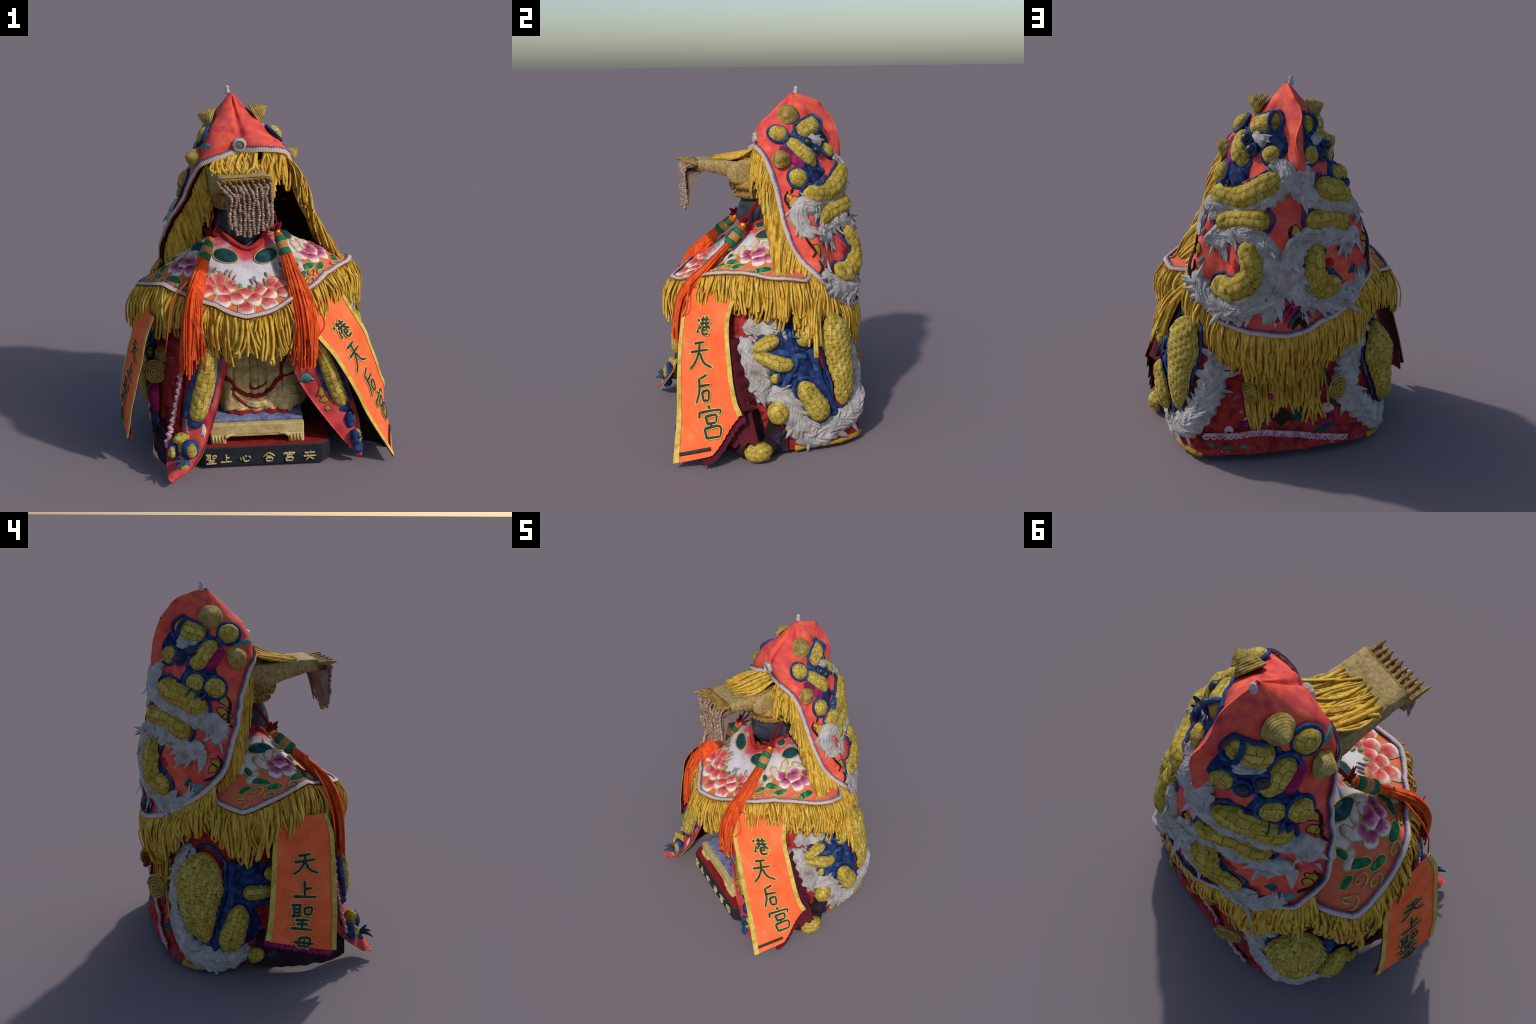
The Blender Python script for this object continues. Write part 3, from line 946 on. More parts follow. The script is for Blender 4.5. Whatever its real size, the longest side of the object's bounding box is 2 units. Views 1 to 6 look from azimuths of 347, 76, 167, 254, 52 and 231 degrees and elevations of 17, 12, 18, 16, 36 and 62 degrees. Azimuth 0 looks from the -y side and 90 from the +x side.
hood_dragon(dict(
    pad=[((96, 1.69), .12, .085), ((98, 1.55), .10, .10), ((148, 1.68), .08, .10)], brow=[(86, 1.735), (108, 1.762), (130, 1.778), (156, 1.786)], lip=[(66, 1.70), (78, 1.673), (89, 1.632), (100, 1.59), (106, 1.545)],
    mouth=[(61, 1.672), (73, 1.622), (82, 1.582), (90, 1.552)], snout=(56, 1.735), jaw=(80, 1.50), ear=(147, 1.627),
    eyes=[(96, 1.68), (113, 1.634)], browfur=[(104, 1.712), (118, 1.70), (135, 1.675)], bs=-1, claws=[(100, 1.45), (110, 1.46), (112, 1.52), (96, 1.452)],
    neck=[(161, 1.538), (145, 1.478), (124, 1.42), (102, 1.405), (84, 1.408)], body=[(153, 1.33), (127, 1.305), (108, 1.282), (98, 1.25)],
    ring=[(130, 1.195), (139, 1.12), (140, 1.03), (127, .955), (115, .955), (107, .985)],
    furs=[([(146, 1.578), (160, 1.575), (168, 1.525), (147, 1.43), (122, 1.36), (104, 1.362), (87, 1.358), (80, 1.315), (83, 1.24), (89, 1.187)], .074, 0, (.045, .085), .35),
          ([(94, 1.165), (102, 1.205), (118, 1.245), (137, 1.24), (149, 1.18), (154, 1.09), (148, .99), (137, .90), (124, .85), (107, .885), (95, 1.0)], .080, 0, (.05, .10), .4),
          ([(162, 1.16), (164, 1.05), (158, .93), (148, .85)], .06, 0, (.07, .13), .6), ([(142, .86), (128, .825), (112, .85)], .05, 0, (.05, .09), .3), ([(118, 1.33), (106, 1.325), (92, 1.30)], .045, 0, (.05, .08), .3), ([(96, 1.20), (104, 1.17), (112, 1.17)], .06, 1, (.06, .1), .1)]))
hood_dragon(dict(
    pad=[((-116, 1.68), .12, .08), ((-112, 1.53), .11, .09), ((-160, 1.68), .07, .09)], brow=[(-107, 1.721), (-128, 1.748), (-150, 1.766), (-166, 1.785)], lip=[(-89, 1.709), (-97, 1.68), (-105, 1.65), (-115, 1.605), (-121, 1.562)],
    mouth=[(-80, 1.675), (-88, 1.64), (-95, 1.605), (-103, 1.556)], snout=(-66, 1.739), jaw=(-95, 1.48), ear=(-163, 1.628),
    jaw_tube=[(-127, 1.523), (-116, 1.505), (-106, 1.492)],
    eyes=[(-124, 1.648), (-142, 1.612)], browfur=[(-118, 1.702), (-136, 1.69), (-156, 1.688)], bs=1, claws=[(-112, 1.44), (-120, 1.455), (-106, 1.435)],
    neck=[(-163, 1.49), (-150, 1.455), (-127, 1.425), (-113, 1.391), (-103, 1.378)], body=[(-176, 1.325), (-160, 1.312), (-147, 1.30), (-132, 1.274), (-118, 1.25)],
    ring=[(-163, 1.195), (-168, 1.115), (-168, 1.035), (-160, .968), (-149, .955), (-139, .968)],
    furs=[([(-166, 1.575), (-174, 1.55), (-178, 1.47), (-160, 1.40), (-145, 1.368), (-123, 1.34), (-104, 1.318), (-94, 1.285), (-98, 1.22)], .074, 0, (.045, .085), .35),
          ([(-112, 1.15), (-128, 1.19), (-144, 1.223), (-160, 1.25), (-180, 1.21), (-188, 1.125), (-186, 1.045), (-183, .96), (-173, .898), (-159, .883), (-144, .865), (-127, .886)], .078, 0, (.05, .10), .4),
          ([(-104, 1.20), (-114, 1.17), (-128, 1.16)], .07, -1, (.07, .12), .3), ([(-186, 1.0), (-178, .90), (-165, .855)], .05, 0, (.06, .11), .5), ([(-140, .86), (-125, .88), (-112, .96)], .04, 0, (.05, .09), .4)]))


HB = bvh_of(HOOD_OB)
ell = lambda a, b: (lambda q: (a * math.cos(q), b * math.sin(q)))
for a, z, w, hgt, mt in ((76, 1.37, .022, .03, "ochre_lining"), (80, 1.345, .016, .022, "ochre_lining"), (73, 1.40, .014, .02, "ochre_lining"), (-87, 1.42, .02, .028, "ochre_lining"), (-90, 1.37, .022, .018, "ochre_lining"), (-86, 1.345, .02, .016, "ochre_lining"),
                         (-97, 1.13, .022, .02, "ochre_lining"), (-100, 1.09, .026, .018, "ochre_lining"), (92, 1.12, .014, .03, "ochre_lining"), (96, 1.06, .016, .022, "turquoise"), (-112, .99, .04, .018, "turquoise"), (-120, 1.0, .03, .02, "teal_cloth"),
                         (52, 1.74, .014, .03, "turquoise"), (-52, 1.70, .05, .016, "turquoise"), (-56, 1.735, .02, .03, "turquoise"), (130, 1.04, .035, .02, "teal_cloth"), (126, 1.07, .028, .035, "red_cloth"), (-152, 1.04, .04, .022, "teal_cloth"), (-150, 1.075, .03, .03, "red_cloth"),
                         (174, 1.27, .022, .03, "ochre_lining"), (-174, 1.25, .02, .03, "ochre_lining")):
    patch("embroidery_patch", HB, on_hood(a, z), hood.normal(a, z), V(math.cos(math.radians(a)), math.sin(math.radians(a)), 0), (lambda w, hgt, k: lambda q: (1.15 * w * math.cos(q) * (1 + .35 * math.sin(2 * q + k)) + .5 * hgt * math.sin(q) * math.sin(k), 1.15 * hgt * math.sin(q) * (1 + .3 * math.cos(3 * q + k))))(w, hgt, a * .7), .006, mt, HOOD_OB, 3, 22, .0025 if mt == "ochre_lining" else None, "dark_outline")


def motif_line(surf, path, r, mat, parent):
    P, N = lay(surf, path, 24, r * .6)
    R = [r * (.35 + .65 * math.sin(math.pi * (i + 1) / 26)) for i in range(24)]
    tube("curl_cord", P, R, mat, parent, N=N, seg=6)


for pth in ([(71, 1.43), (69, 1.39), (74, 1.33), (73, 1.29)], [(76, 1.45), (74, 1.42)], [(83, 1.20), (86, 1.16), (90, 1.11), (88, 1.08)], [(80, 1.24), (82, 1.21)], [(-84, 1.44), (-82, 1.40), (-86, 1.33), (-84, 1.29)], [(-96, 1.16), (-94, 1.12), (-98, 1.06), (-106, 1.03)],
            [(92, 1.06), (94, 1.02), (91, .99)], [(172, 1.30), (170, 1.25), (175, 1.22)], [(-172, 1.28), (-170, 1.24), (-175, 1.21)]):
    motif_line(hood, pth, .008, "dark_outline", HOOD_OB)
for pth, mt in (([(166, .80), (178, .88), (-172, .80)], "magenta_cloth"), ([(168, .77), (178, .84), (-174, .77)], "teal_cloth"), ([(172, .76), (178, .80), (-177, .76)], "dark_outline"),
                ([(158, .80), (176, .915)], "magenta_cloth")):
    motif_line(hood, pth, .014, mt, HOOD_OB)


# ------------------------------------------------------------------ collar
NECK = (0.0, .04)
COLLAR_HEM = [(-180, .26, 1.15), (-150, .28, 1.12), (-132, .36, 1.02), (-117, .54, .92), (-103, .62, .90), (-85, .58, .95), (-65, .54, 1.0), (-53, .50, .96), (-30, .50, .925), (-11, .555, .88), (12, .505, .903), (26, .478, .935), (37, .505, .972), (53, .50, .993), (72, .57, 1.0), (88, .635, .985), (97, .62, .96), (110, .48, .98), (125, .36, 1.04), (150, .28, 1.12), (180, .26, 1.15)]


class Collar:
    def __init__(self):
        self.a = [p[0] for p in COLLAR_HEM]
        self.r = [p[1] for p in COLLAR_HEM]
        self.z = [p[2] for p in COLLAR_HEM]

    def point(self, phi, t):
        phi = (phi + 180) % 360 - 180
        q = math.radians(phi)
        r1, z1 = np.interp(phi, self.a, self.r), np.interp(phi, self.a, self.z)
        front = math.cos(q)
        r0 = .135 + .01 * front
        z0 = 1.205 - .07 * max(0, front) ** 2 + .03 * abs(math.sin(q))
        r = r0 + (r1 - r0) * t
        z = z0 + (z1 - z0) * t - math.sin(math.pi * t) * (.002 + .028 * max(0, front) ** 1.5) + .010 * nz((q * 3, t * 4, 1), 1.3) * t
        return V(NECK[0] + r * math.sin(q), NECK[1] - r * math.cos(q), z)

    def normal(self, phi, t):
        a = self.point(phi + 2, t) - self.point(phi - 2, t)
        b = self.point(phi, min(1, t + .03)) - self.point(phi, max(0, t - .03))
        n = unit(np.cross(a, b))
        return n if n[2] > 0 else -n


collar = Collar()
na = 181
G = [[collar.point(-180 + 360 * i / (na - 1), j / 39) for j in range(40)] for i in range(na)]
COLLAR_OB = sheet("collar", G, ["collar_silk", "hood_lining"], .010, outward=(0, 0, -3))
CB = bvh_of(COLLAR_OB)
ce = [collar.point(-180 + 360 * i / (na - 1), 1) for i in range(na)]
cn = [collar.normal(-180 + 360 * i / (na - 1), .97) for i in range(na)]
ci = [unit(collar.point(-180 + 360 * i / (na - 1), .9) - ce[i]) for i in range(na)]
ribbon("collar_braid", ce, ci, .026, "braid_trim", COLLAR_OB, cn, .007)
fringe("collar_fringe", ce, [unit(p - V(0, .04, p[2])) for p in ce], [.21 + .035 * math.sin(i * .35) for i in range(na)], 380, COLLAR_OB, puff=.045, sway=.026, loops=.4)


def on_collar(phi, t, off=0.0):
    return collar.point(phi, t) + collar.normal(phi, t) * off


def side_dir(phi):
    q = math.radians(phi)
    return V(math.cos(q), math.sin(q), 0)


def petal(phi, t, turn, w, l, mat="petal_red", cord=.0035):
    """Teardrop petal, tip turned `turn` degrees away from downhill."""
    n = collar.normal(phi, t)
    s0 = unit(side_dir(phi) - n * np.dot(side_dir(phi), n))
    ca, sa = math.cos(math.radians(turn)), math.sin(math.radians(turn))

    def outline(q):
        x, y = w * math.sin(q), -l * math.cos(q)
        x *= (1 - .35 * math.cos(q) * -1 if y < 0 else 1 - .25 * math.cos(q))
        return (x * ca + y * sa, -x * sa + y * ca)

    return patch("petal", CB, on_collar(phi, t), n, s0, outline, .010, mat, COLLAR_OB, 5, 20, cord, tone=lambda q, r: .42 - .30 * math.cos(q) * r + .28 * r ** 3)


# lotus on the front lobe: three rows of petals fanned about the centre line
for row, (t, num, spread, w, l, fan) in enumerate(((.84, 5, 15.5, .050, .058, 14), (.70, 6, 12.5, .042, .050, 20), (.585, 5, 13.5, .040, .042, 30))):
    for k in range(num):
        o = k - (num - 1) / 2
        petal(-11 + o * spread, t - .016 * o * o * (1 if row == 0 else .6), o * fan * (1 if row < 2 else 1.4), w * rng.uniform(.85, 1.1), l * rng.uniform(.85, 1.1), cord=.004)
for x in (-16, -7):
    patch("embroidery_patch", CB, on_collar(x, .50), collar.normal(x, .50), side_dir(x), ell(.014, .018), .006, "turquoise", COLLAR_OB, 3, 12, .003)
# side lobes: plum flower, green leaves and gold scrolls
for c in (66, -76):
    for d, t, turn, sz in ((6, .58, 0, 1.2), (15, .64, 50, 1), (-3, .66, -40, 1), (20, .54, 100, .9), (-6, .54, -100, .9), (7, .70, 5, 1.1), (9, .48, 170, .9)):
        petal(c + d, t, turn, .036 * sz, .042 * sz, "petal_plum", .004)
    for d, t, turn, sz in ((-16, .70, 70, 1.3), (-8, .82, 95, 1.1), (10, .84, -80, 1.3), (24, .78, 120, 1.1), (-22, .56, 30, 1), (28, .66, -30, 1), (-26, .74, -60, .9)):
        petal(c + d, t, turn, .017 * sz, .042 * sz, "leaf_green", .004)
    for d, t, turn in ((-20, .62, 140), (-12, .48, 20), (0, .40, -30), (16, .42, 40), (-28, .48, 0)):
        petal(c + d, t, turn, .022, .05, "petal_cream", .0035)
    for d, t in ((-28, .88), (-14, .9), (2, .9), (18, .9), (-20, .80)):
        P = [on_collar(c + d + 1.1 * r * math.cos(r * 1.6), t + .012 * r * math.sin(r * 1.6), .004) for r in np.linspace(.4, 5, 26)]
        tube("curl_cord", P, .0055, "gold_thread", COLLAR_OB, seg=5)
# grey shadow-stitch tufts along the white yoke
for k in range(20):
    phi, t = rng.uniform(-50, 40), rng.uniform(.36, .52)
    petal(phi, t, rng.uniform(-35, 35), rng.uniform(.005, .009), rng.uniform(.018, .032), "yoke_grey", 0)
# dark teal medallions beside the chin and on the shoulders
for p, w, h2, ph in ((V(-.135, -.125, 1.130), .072, .045, -30), (V(.085, -.144, 1.118), .070, .045, 20), (V(-.27, .0, 1.15), .07, .04, -75), (V(.24, .0, 1.17), .06, .04, 75), (V(.12, .0, 1.2), .03, .03, 45)):
    phi = math.degrees(math.atan2(p[0] - NECK[0], -(p[1] - NECK[1])))
    t = (math.hypot(p[0] - NECK[0], p[1] - NECK[1]) - .14) / (np.interp(phi, collar.a, collar.r) - .14)
    patch("medallion", CB, on_collar(phi, max(.04, t)), collar.normal(phi, max(.05, t)), side_dir(phi), ell(w, h2), .014, "teal_cloth", COLLAR_OB, 4, 26, .005)
# red neckband
ring = [collar.point(a, .0) + V(0, 0, .006) for a in range(-180, 180, 8)]
tube("neckband", ring, .015, "red_cloth", COLLAR_OB, seg=8, closed=True, relief=lambda s, a, r: .006 * nz((s * 20, a, 0), 1))

# ------------------------------------------------------------------ head and crown
HC = V(-.008, .035, 1.285)


def face_relief(d):
    """Radial offset of facial features for unit direction d (front = -y)."""
    x, z = d[0], d[2]
    if d[1] > 0:
        return 0
    f = smooth(0, .5, -d[1])
    g = lambda cx, cz, sx, sz: math.exp(-((x - cx) / sx) ** 2 - ((z - cz) / sz) ** 2)
    o = .022 * g(0, -.10, .09, .26) + .014 * g(0, -.24, .13, .08)
    o += .006 * (g(.3, .22, .25, .06) + g(-.3, .22, .25, .06)) - .012 * (g(.33, .05, .2, .09) + g(-.33, .05, .2, .09)) + .007 * (g(.33, .03, .15, .04) + g(-.33, .03, .15, .04))
    o += .008 * g(0, -.46, .2, .05) + .007 * g(0, -.57, .16, .05) - .005 * g(0, -.515, .2, .02) + .010 * g(0, -.78, .22, .12)
    o += .006 * (g(.42, -.35, .22, .25) + g(-.42, -.35, .22, .25))
    return o * f


v, nu_, nv_ = [], 72, 60
for i in range(nu_):
    for j in range(nv_):
        a, b = 2 * math.pi * i / nu_, math.pi * j / (nv_ - 1)
        d = V(math.sin(b) * math.cos(a), math.sin(b) * math.sin(a), math.cos(b))
        s = 1 - .14 * smooth(0, -1, d[2])
        r = face_relief(d)
        v.append(HC + d * V(.138 * s, .132, .155) + d * r)
HEAD = add("head", v, grid_faces(nu_, nv_, True), "face_paint")
tube("neck", [V(0, .06, 1.0), V(0, .05, 1.2)], [.11, .085], "face_paint", HEAD, seg=20)
for s in (-1, 1):
    ball("ear", HC + V(.135 * s, .02, -.02), (.016, .035, .06), "face_paint", HEAD, nu=12, nv=9)
    ball("hair_bun", HC + V(.10 * s, .07, .0), (.07, .09, .12), "eye_black", HEAD, nu=16, nv=11)

CROWN = lathe("crown", (-.01, .035, 1.36), (0, 0, 1), [(.134, .0), (.150, .004), (.152, .03), (.148, .05), (.172, .058), (.184, .085), (.165, .10), (.14, .14), (.13, .24)], "crown_gilt", None, 40, .05)
for k in range(34):
    a = 2 * math.pi * k / 34
    ball("crown_bead", (-.01 + .153 * math.cos(a), .035 + .153 * math.sin(a), 1.378), .011, "crown_gilt", CROWN, nu=8, nv=6)
bt = Batch()
for k in range(44):
    a = rng.uniform(0, 6.283)
    bt.put(*ball_data((-.01 + .175 * math.cos(a), .035 + .17 * math.sin(a), 1.43 + rng.uniform(-.015, .03)), (rng.uniform(.012, .026),) * 3, None, 7, 5, .006))
bt.done("crown_filigree", "crown_gilt", CROWN, flat=True, kind="stuff")

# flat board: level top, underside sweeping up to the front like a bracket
bx0, bx1 = -.188, .078
front_y = lambda x: -.338 - .06 * (x - bx0)
prof = [(0.0, 1.532, 1.594), (.10, 1.53, 1.594), (.25, 1.512, 1.590), (.40, 1.490, 1.584), (.50, 1.474, 1.580), (.62, 1.448, 1.575), (1.0, 1.44, 1.565)]
vs, fs = [], []
ns = 60
for i in range(ns):
    t = i / (ns - 1)
    zb = np.interp(t, [p[0] for p in prof], [p[1] for p in prof])
    zt = np.interp(t, [p[0] for p in prof], [p[2] for p in prof])
    for (x, z) in [(bx0, zb), (bx0, (zb + zt) / 2), (bx0, zt - .004), (bx0 + .006, zt)] + [(bx0 + (bx1 - bx0) * k / 6, zt) for k in range(1, 6)] + [(bx1 - .006, zt), (bx1, zt - .004), (bx1, (zb + zt) / 2), (bx1, zb)] + [(bx1 + (bx0 - bx1) * k / 6, zb) for k in range(1, 6)]:
        yf = front_y(x)
        y = yf + (.12 - yf) * t
        p = V(x, y, z)
        vs.append(p + V(nz(p, 25), nz(p, 25, 3), nz(p, 25, 5)) * .0035)
ring_n = 18
fs = grid_faces(ns, ring_n, False, True) + [tuple(range(ring_n))[::-1], tuple(range((ns - 1) * ring_n, ns * ring_n))]
BOARD = add("crown_board", vs, fs, "board_gilt", CROWN)
tube("board_beading", [V(x, front_y(x) - .003, 1.585) for x in np.linspace(bx0, bx1, 12)], .006, "crown_gilt", BOARD, seg=6)
# bead curtain: strings looped forward from the board edge, then hanging; one mesh per string
nstr = 10
for k in range(nstr):
    x = -.205 + .262 * k / (nstr - 1)
    xb = -.155 + .215 * k / (nstr - 1)
    L = .285 - .05 * abs(k - 4) / 4 * rng.random() - (.03 if k > 7 else 0)
    jx, jy = rng.uniform(-.007, .007), rng.uniform(-.006, .006)
    path = spline([V(x, front_y(x) + .01, 1.575), V(x, -.385, 1.572), V((x + xb) / 2 + jx, -.422 + jy, 1.552), V(xb - jx, -.428, 1.50), V(xb + jx, -.424 + jy, 1.41), V(xb - jx, -.418 - jy, 1.585 - L)], 30)
    b = Batch()
    b.put(*tube_data(path, .0045, seg=5))
    for i, p in enumerate(path):
        if i > 2:
            b.put(*ball_data(p + V(rng.uniform(-.002, .002), rng.uniform(-.003, .003), 0), (rng.uniform(.008, .0125), .009, .008), None, 6, 5, .003))
    b.done("bead_string", "bead_string", BOARD)
    tube("board_hook", spline([V(x, front_y(x), 1.572), V(x, -.385, 1.578), V(x - .004, -.425 - (.015 if k in (0, nstr - 1) else 0), 1.582 + .012 * (k % 2))], 8), [.013, .013, .012, .011, .011, .010, .008, .003], "crown_gilt", BOARD, seg=6, flat=True)
# cloth panel behind the strings, gathered back under the board
G = []
for i in range(24):
    u = i / 23
    x = -.165 + .23 * u
    low = 1.34 + .02 * math.sin(u * 19) + .05 * smooth(.8, 1, u)
    col = [p for p in spline([V(x - .005, -.33, 1.52), V(x - .005, -.36, 1.51), V(x, -.392, 1.47), V(x, -.408, 1.40), V(x, -.412, low)], 14)]
    G.append(col)
sheet("bead_panel", G, ["bead_backing", "bead_backing"], .006, BOARD)
for x, s in ((-.165, 1), (.065, -1)):
    Gs = []
    for i in range(10):
        t = i / 9
        yy = -.412 + .075 * t
        Gs.append([V(x + s * .004 * nz((t * 5, j, 0), 1), yy, 1.53 - (.20 * (1 - t) ** 1.6 + .01) * j / 7) for j in range(8)])
    sheet("bead_panel", Gs, ["bead_backing", "bead_backing"], .005, BOARD)

# ------------------------------------------------------------------ tassels
def tassel(knot, path, ends, cord_from):
    P = spline(path, 40)
    T0 = unit(P[3] - P[0])
    g = ball("tassel_bead", P[0], .019, "gold_bead")
    ax = unit(P[8] - P[0])
    L = .15
    def wrap(name, a, b, r, mat):
        p0, p1 = P[0] + ax * a, P[0] + ax * b
        tube(name, [p0 + (p1 - p0) * i / 6 for i in range(7)], [r * .9, r, r * 1.03, r * 1.03, r * 1.03, r, r * .9], mat, g, seg=14)
    wrap("tassel_cap", .010, .034, .024, "tassel_orange")
    wrap("tassel_wrap", .030, .066, .030, "tassel_green")
    for i in range(4):
        wrap("tassel_cord", .064 + .011 * i, .077 + .011 * i, .032, "tassel_tan")
    wrap("tassel_wrap", .106, .142, .033, "tassel_green")
    bt = Batch()
    Q = spline([P[0] + ax * .135] + [p for p in path if np.linalg.norm(np.asarray(p) - P[0]) > .19], 26)
    for k in range(64):
        ang = rng.uniform(0, 6.283)
        rad = math.sqrt(rng.random())
        end = rng.randint(19, 26)
        sw = rng.uniform(-.012, .012)
        pts = []
        for i in range(end):
            s = i / 25
            T = unit(Q[min(25, i + 1)] - Q[max(0, i - 1)])
            b = unit(np.cross(T, V(0, 1, .3)))
            n = np.cross(b, T)
            w = (.026 + .018 * smooth(0, .5, s) + .016 * s) * rad
            pts.append(Q[i] + b * math.cos(ang) * w * 1.15 + n * math.sin(ang) * w * .45 + b * sw * math.sin(s * 7 + k))
        bt.put(*strand_data(pts, rng.uniform(.012, .022), .008, unit(V(math.cos(k), math.sin(k), .1))))
    core = [.030 + .012 * smooth(0, 9, i) + .004 * math.sin(i) for i in range(20)]
    bt.put(*tube_data(Q[:20], core, seg=12, flatness=.5, N=[V(0, -1, .4)] * 20, relief=lambda s, a, r: r * .18 * nz((a * 2.4, s * 3, 0), 1.5)))
    for e in ends:
        bt.put(*strand_data(spline(e, 12), .013, .007, V(.4, -.8, 0)))
    bt.done("tassel_skirt", "tassel_orange", g, kind="stuff")
    # red silk knot and cords running up to the crown
    for s in (-.012, .012):
        tube("red_cord", spline([cord_from + V(s, 0, 0), (cord_from + P[0]) / 2 + V(s * 1.8, -.01, .0), P[0]], 12), .006, "red_knot", g, seg=6)
    b2 = Batch()
    for k in range(9):
        d = unit(V(rng.uniform(-1, 1), rng.uniform(-1, 1), rng.uniform(-.3, 1)))
        b2.put(*tuft_data(P[0] + V(0, .005, .02), d, unit(np.cross(d, V(.3, .5, 1))), rng.uniform(.03, .065), .03, .008, .2))
    b2.done("silk_knot", "red_knot", g, flat=True, kind="stuff")
    return g


tassel(None, [V(-.208, -.085, 1.213), V(-.24, -.135, 1.168), V(-.280, -.205, 1.102), V(-.318, -.275, 1.03), V(-.350, -.345, .945), V(-.372, -.395, .80), V(-.390, -.415, .55)],
       [[V(-.30, -.25, 1.10), V(-.41, -.28, 1.01), V(-.47, -.30, .95), V(-.50, -.335, .80), V(-.52, -.34, .68)], [V(-.36, -.42, .9), V(-.33, -.46, .75), V(-.33, -.46, .60)]], V(-.14, .02, 1.39))
tassel(None, [V(.163, -.115, 1.222), V(.174, -.163, 1.175), V(.19, -.228, 1.098), V(.203, -.345, .990), V(.207, -.43, .915), V(.206, -.490, .82), V(.202, -.512, .70), V(.197, -.515, .575)],
       [[V(.20, -.40, .96), V(.28, -.46, .89), V(.32, -.48, .80), V(.28, -.5, .74)], [V(.21, -.47, .86), V(.26, -.50, .72), V(.30, -.5, .62)], [V(.2, -.48, .84), V(.15, -.52, .7), V(.13, -.52, .6)]], V(.13, .02, 1.39))

# ------------------------------------------------------------------ robe, stool, plinth
ROT = math.radians(-11.0)
ca, sa = math.cos(ROT), math.sin(ROT)


def local(o, x, y, z):
    return V(o[0] + ca * x - sa * y, o[1] + sa * x + ca * y, z)


PO = (-.034, -.470)
# plinth: slab with chamfered corners, red top, black sides
half, depth, zt = .375, .70, .128
outl = [(-half + .05, 0), (half - .05, 0), (half, .05), (half, depth - .05), (half - .05, depth), (-half + .05, depth), (-half, depth - .05), (-half, .05)]
vs = [local(PO, x, y, z) for z in (.012, .10, .118) for x, y in outl] + [local(PO, x * .985, y * .985 + .006, zt - .004) for x, y in outl]
fs = [tuple(range(8))[::-1]] + [(r * 8 + k, r * 8 + (k + 1) % 8, r * 8 + 8 + (k + 1) % 8, r * 8 + 8 + k) for r in range(3) for k in range(8)] + [tuple(range(24, 32))]
PLINTH = add("plinth", vs, fs, ["plinth_black", "plinth_red"], None, None, True, None, [0] * 25 + [1])

GLYPH = {
    "heaven": [[(-.45, -.66), (.42, -.78)], [(-.72, -.12), (.75, -.32)], [(.02, -.72), (-.05, -.1), (-.35, .5), (-.8, .92)], [(.05, -.1), (.35, .5), (.95, .8)]],
    "queen": [[(.45, -.95), (-.3, -.68)], [(-.4, -.72), (-.45, .2), (-.85, .98)], [(-.4, -.18), (.8, -.28)], [(-.1, .2), (-.05, .85)], [(-.1, .2), (.6, .15), (.5, .85)], [(-.05, .82), (.5, .82)]],
    "palace": [[(0, -1.0), (.08, -.80)], [(-.75, -.65), (-.85, -.30)], [(-.75, -.62), (.8, -.70), (.65, -.42)], [(-.35, -.35), (-.3, .1)], [(-.35, -.35), (.4, -.4), (.32, .05)], [(-.3, .08), (.32, .05)], [(0, .1), (-.1, .35)], [(-.5, .35), (-.42, .95)], [(-.5, .35), (.55, .3), (.48, .95)], [(-.42, .92), (.48, .92)]],
    "above": [[(0, -.95), (.02, .7)], [(.05, -.1), (.55, -.22)], [(-.85, .75), (.9, .70)]],
    "holy": [[(-.8, -.85), (-.05, -.9)], [(-.65, -.85), (-.6, -.05)], [(-.2, -.9), (-.2, 0)], [(-.6, -.58), (-.2, -.58)], [(-.6, -.32), (-.2, -.32)], [(-.8, -.02), (-.05, -.1)], [(.15, -.7), (.2, -.2)], [(.15, -.7), (.7, -.75), (.6, -.2)], [(.2, -.22), (.6, -.25)], [(-.5, .25), (.5, .2)], [(-.4, .55), (.45, .5)], [(0, .22), (0, .88)], [(-.8, .92), (.8, .88)]],
    "harbour": [[(-.75, -.6), (-.6, -.4)], [(-.7, .8), (-.45, .0)], [(-.1, -.9), (-.1, -.2)], [(.35, -.95), (.35, -.25)], [(-.35, -.6), (.7, -.65)], [(-.4, -.2), (.8, -.28)], [(.0, -.15), (-.4, .4)], [(.3, -.2), (.9, .3)], [(.0, .2), (.45, .2), (.4, .5)], [(.0, .5), (.4, .5)], [(.0, .2), (.05, .9), (.7, .85)]],
    "mother": [[(-.4, -.8), (-.5, .6)], [(-.4, -.8), (.5, -.85), (.4, .8)], [(-.85, .05), (.9, -.05)], [(-.05, -.5), (.1, -.3)], [(-.05, .3), (.1, .5)], [(-.5, .6), (.4, .55)]],
    "peace": [[(0, -.95), (.05, -.7)], [(-.8, -.55), (.8, -.6)], [(-.2, -.6), (-.4, .1), (.6, .9)], [(.4, -.2), (-.6, .95)], [(-.95, .15), (.95, .1)]],
    "together": [[(0, -.95), (-.85, -.1)], [(0, -.95), (.9, -.15)], [(-.35, -.1), (.35, -.12)], [(-.45, .25), (-.4, .9)], [(-.45, .25), (.5, .22), (.42, .9)], [(-.4, .88), (.42, .86)]],
    "heart": [[(-.8, -.1), (-.6, .5)], [(-.35, -.4), (-.1, .75), (.7, .5)], [(0, -.55), (.15, -.2)], [(.55, -.4), (.8, .1)]],
}


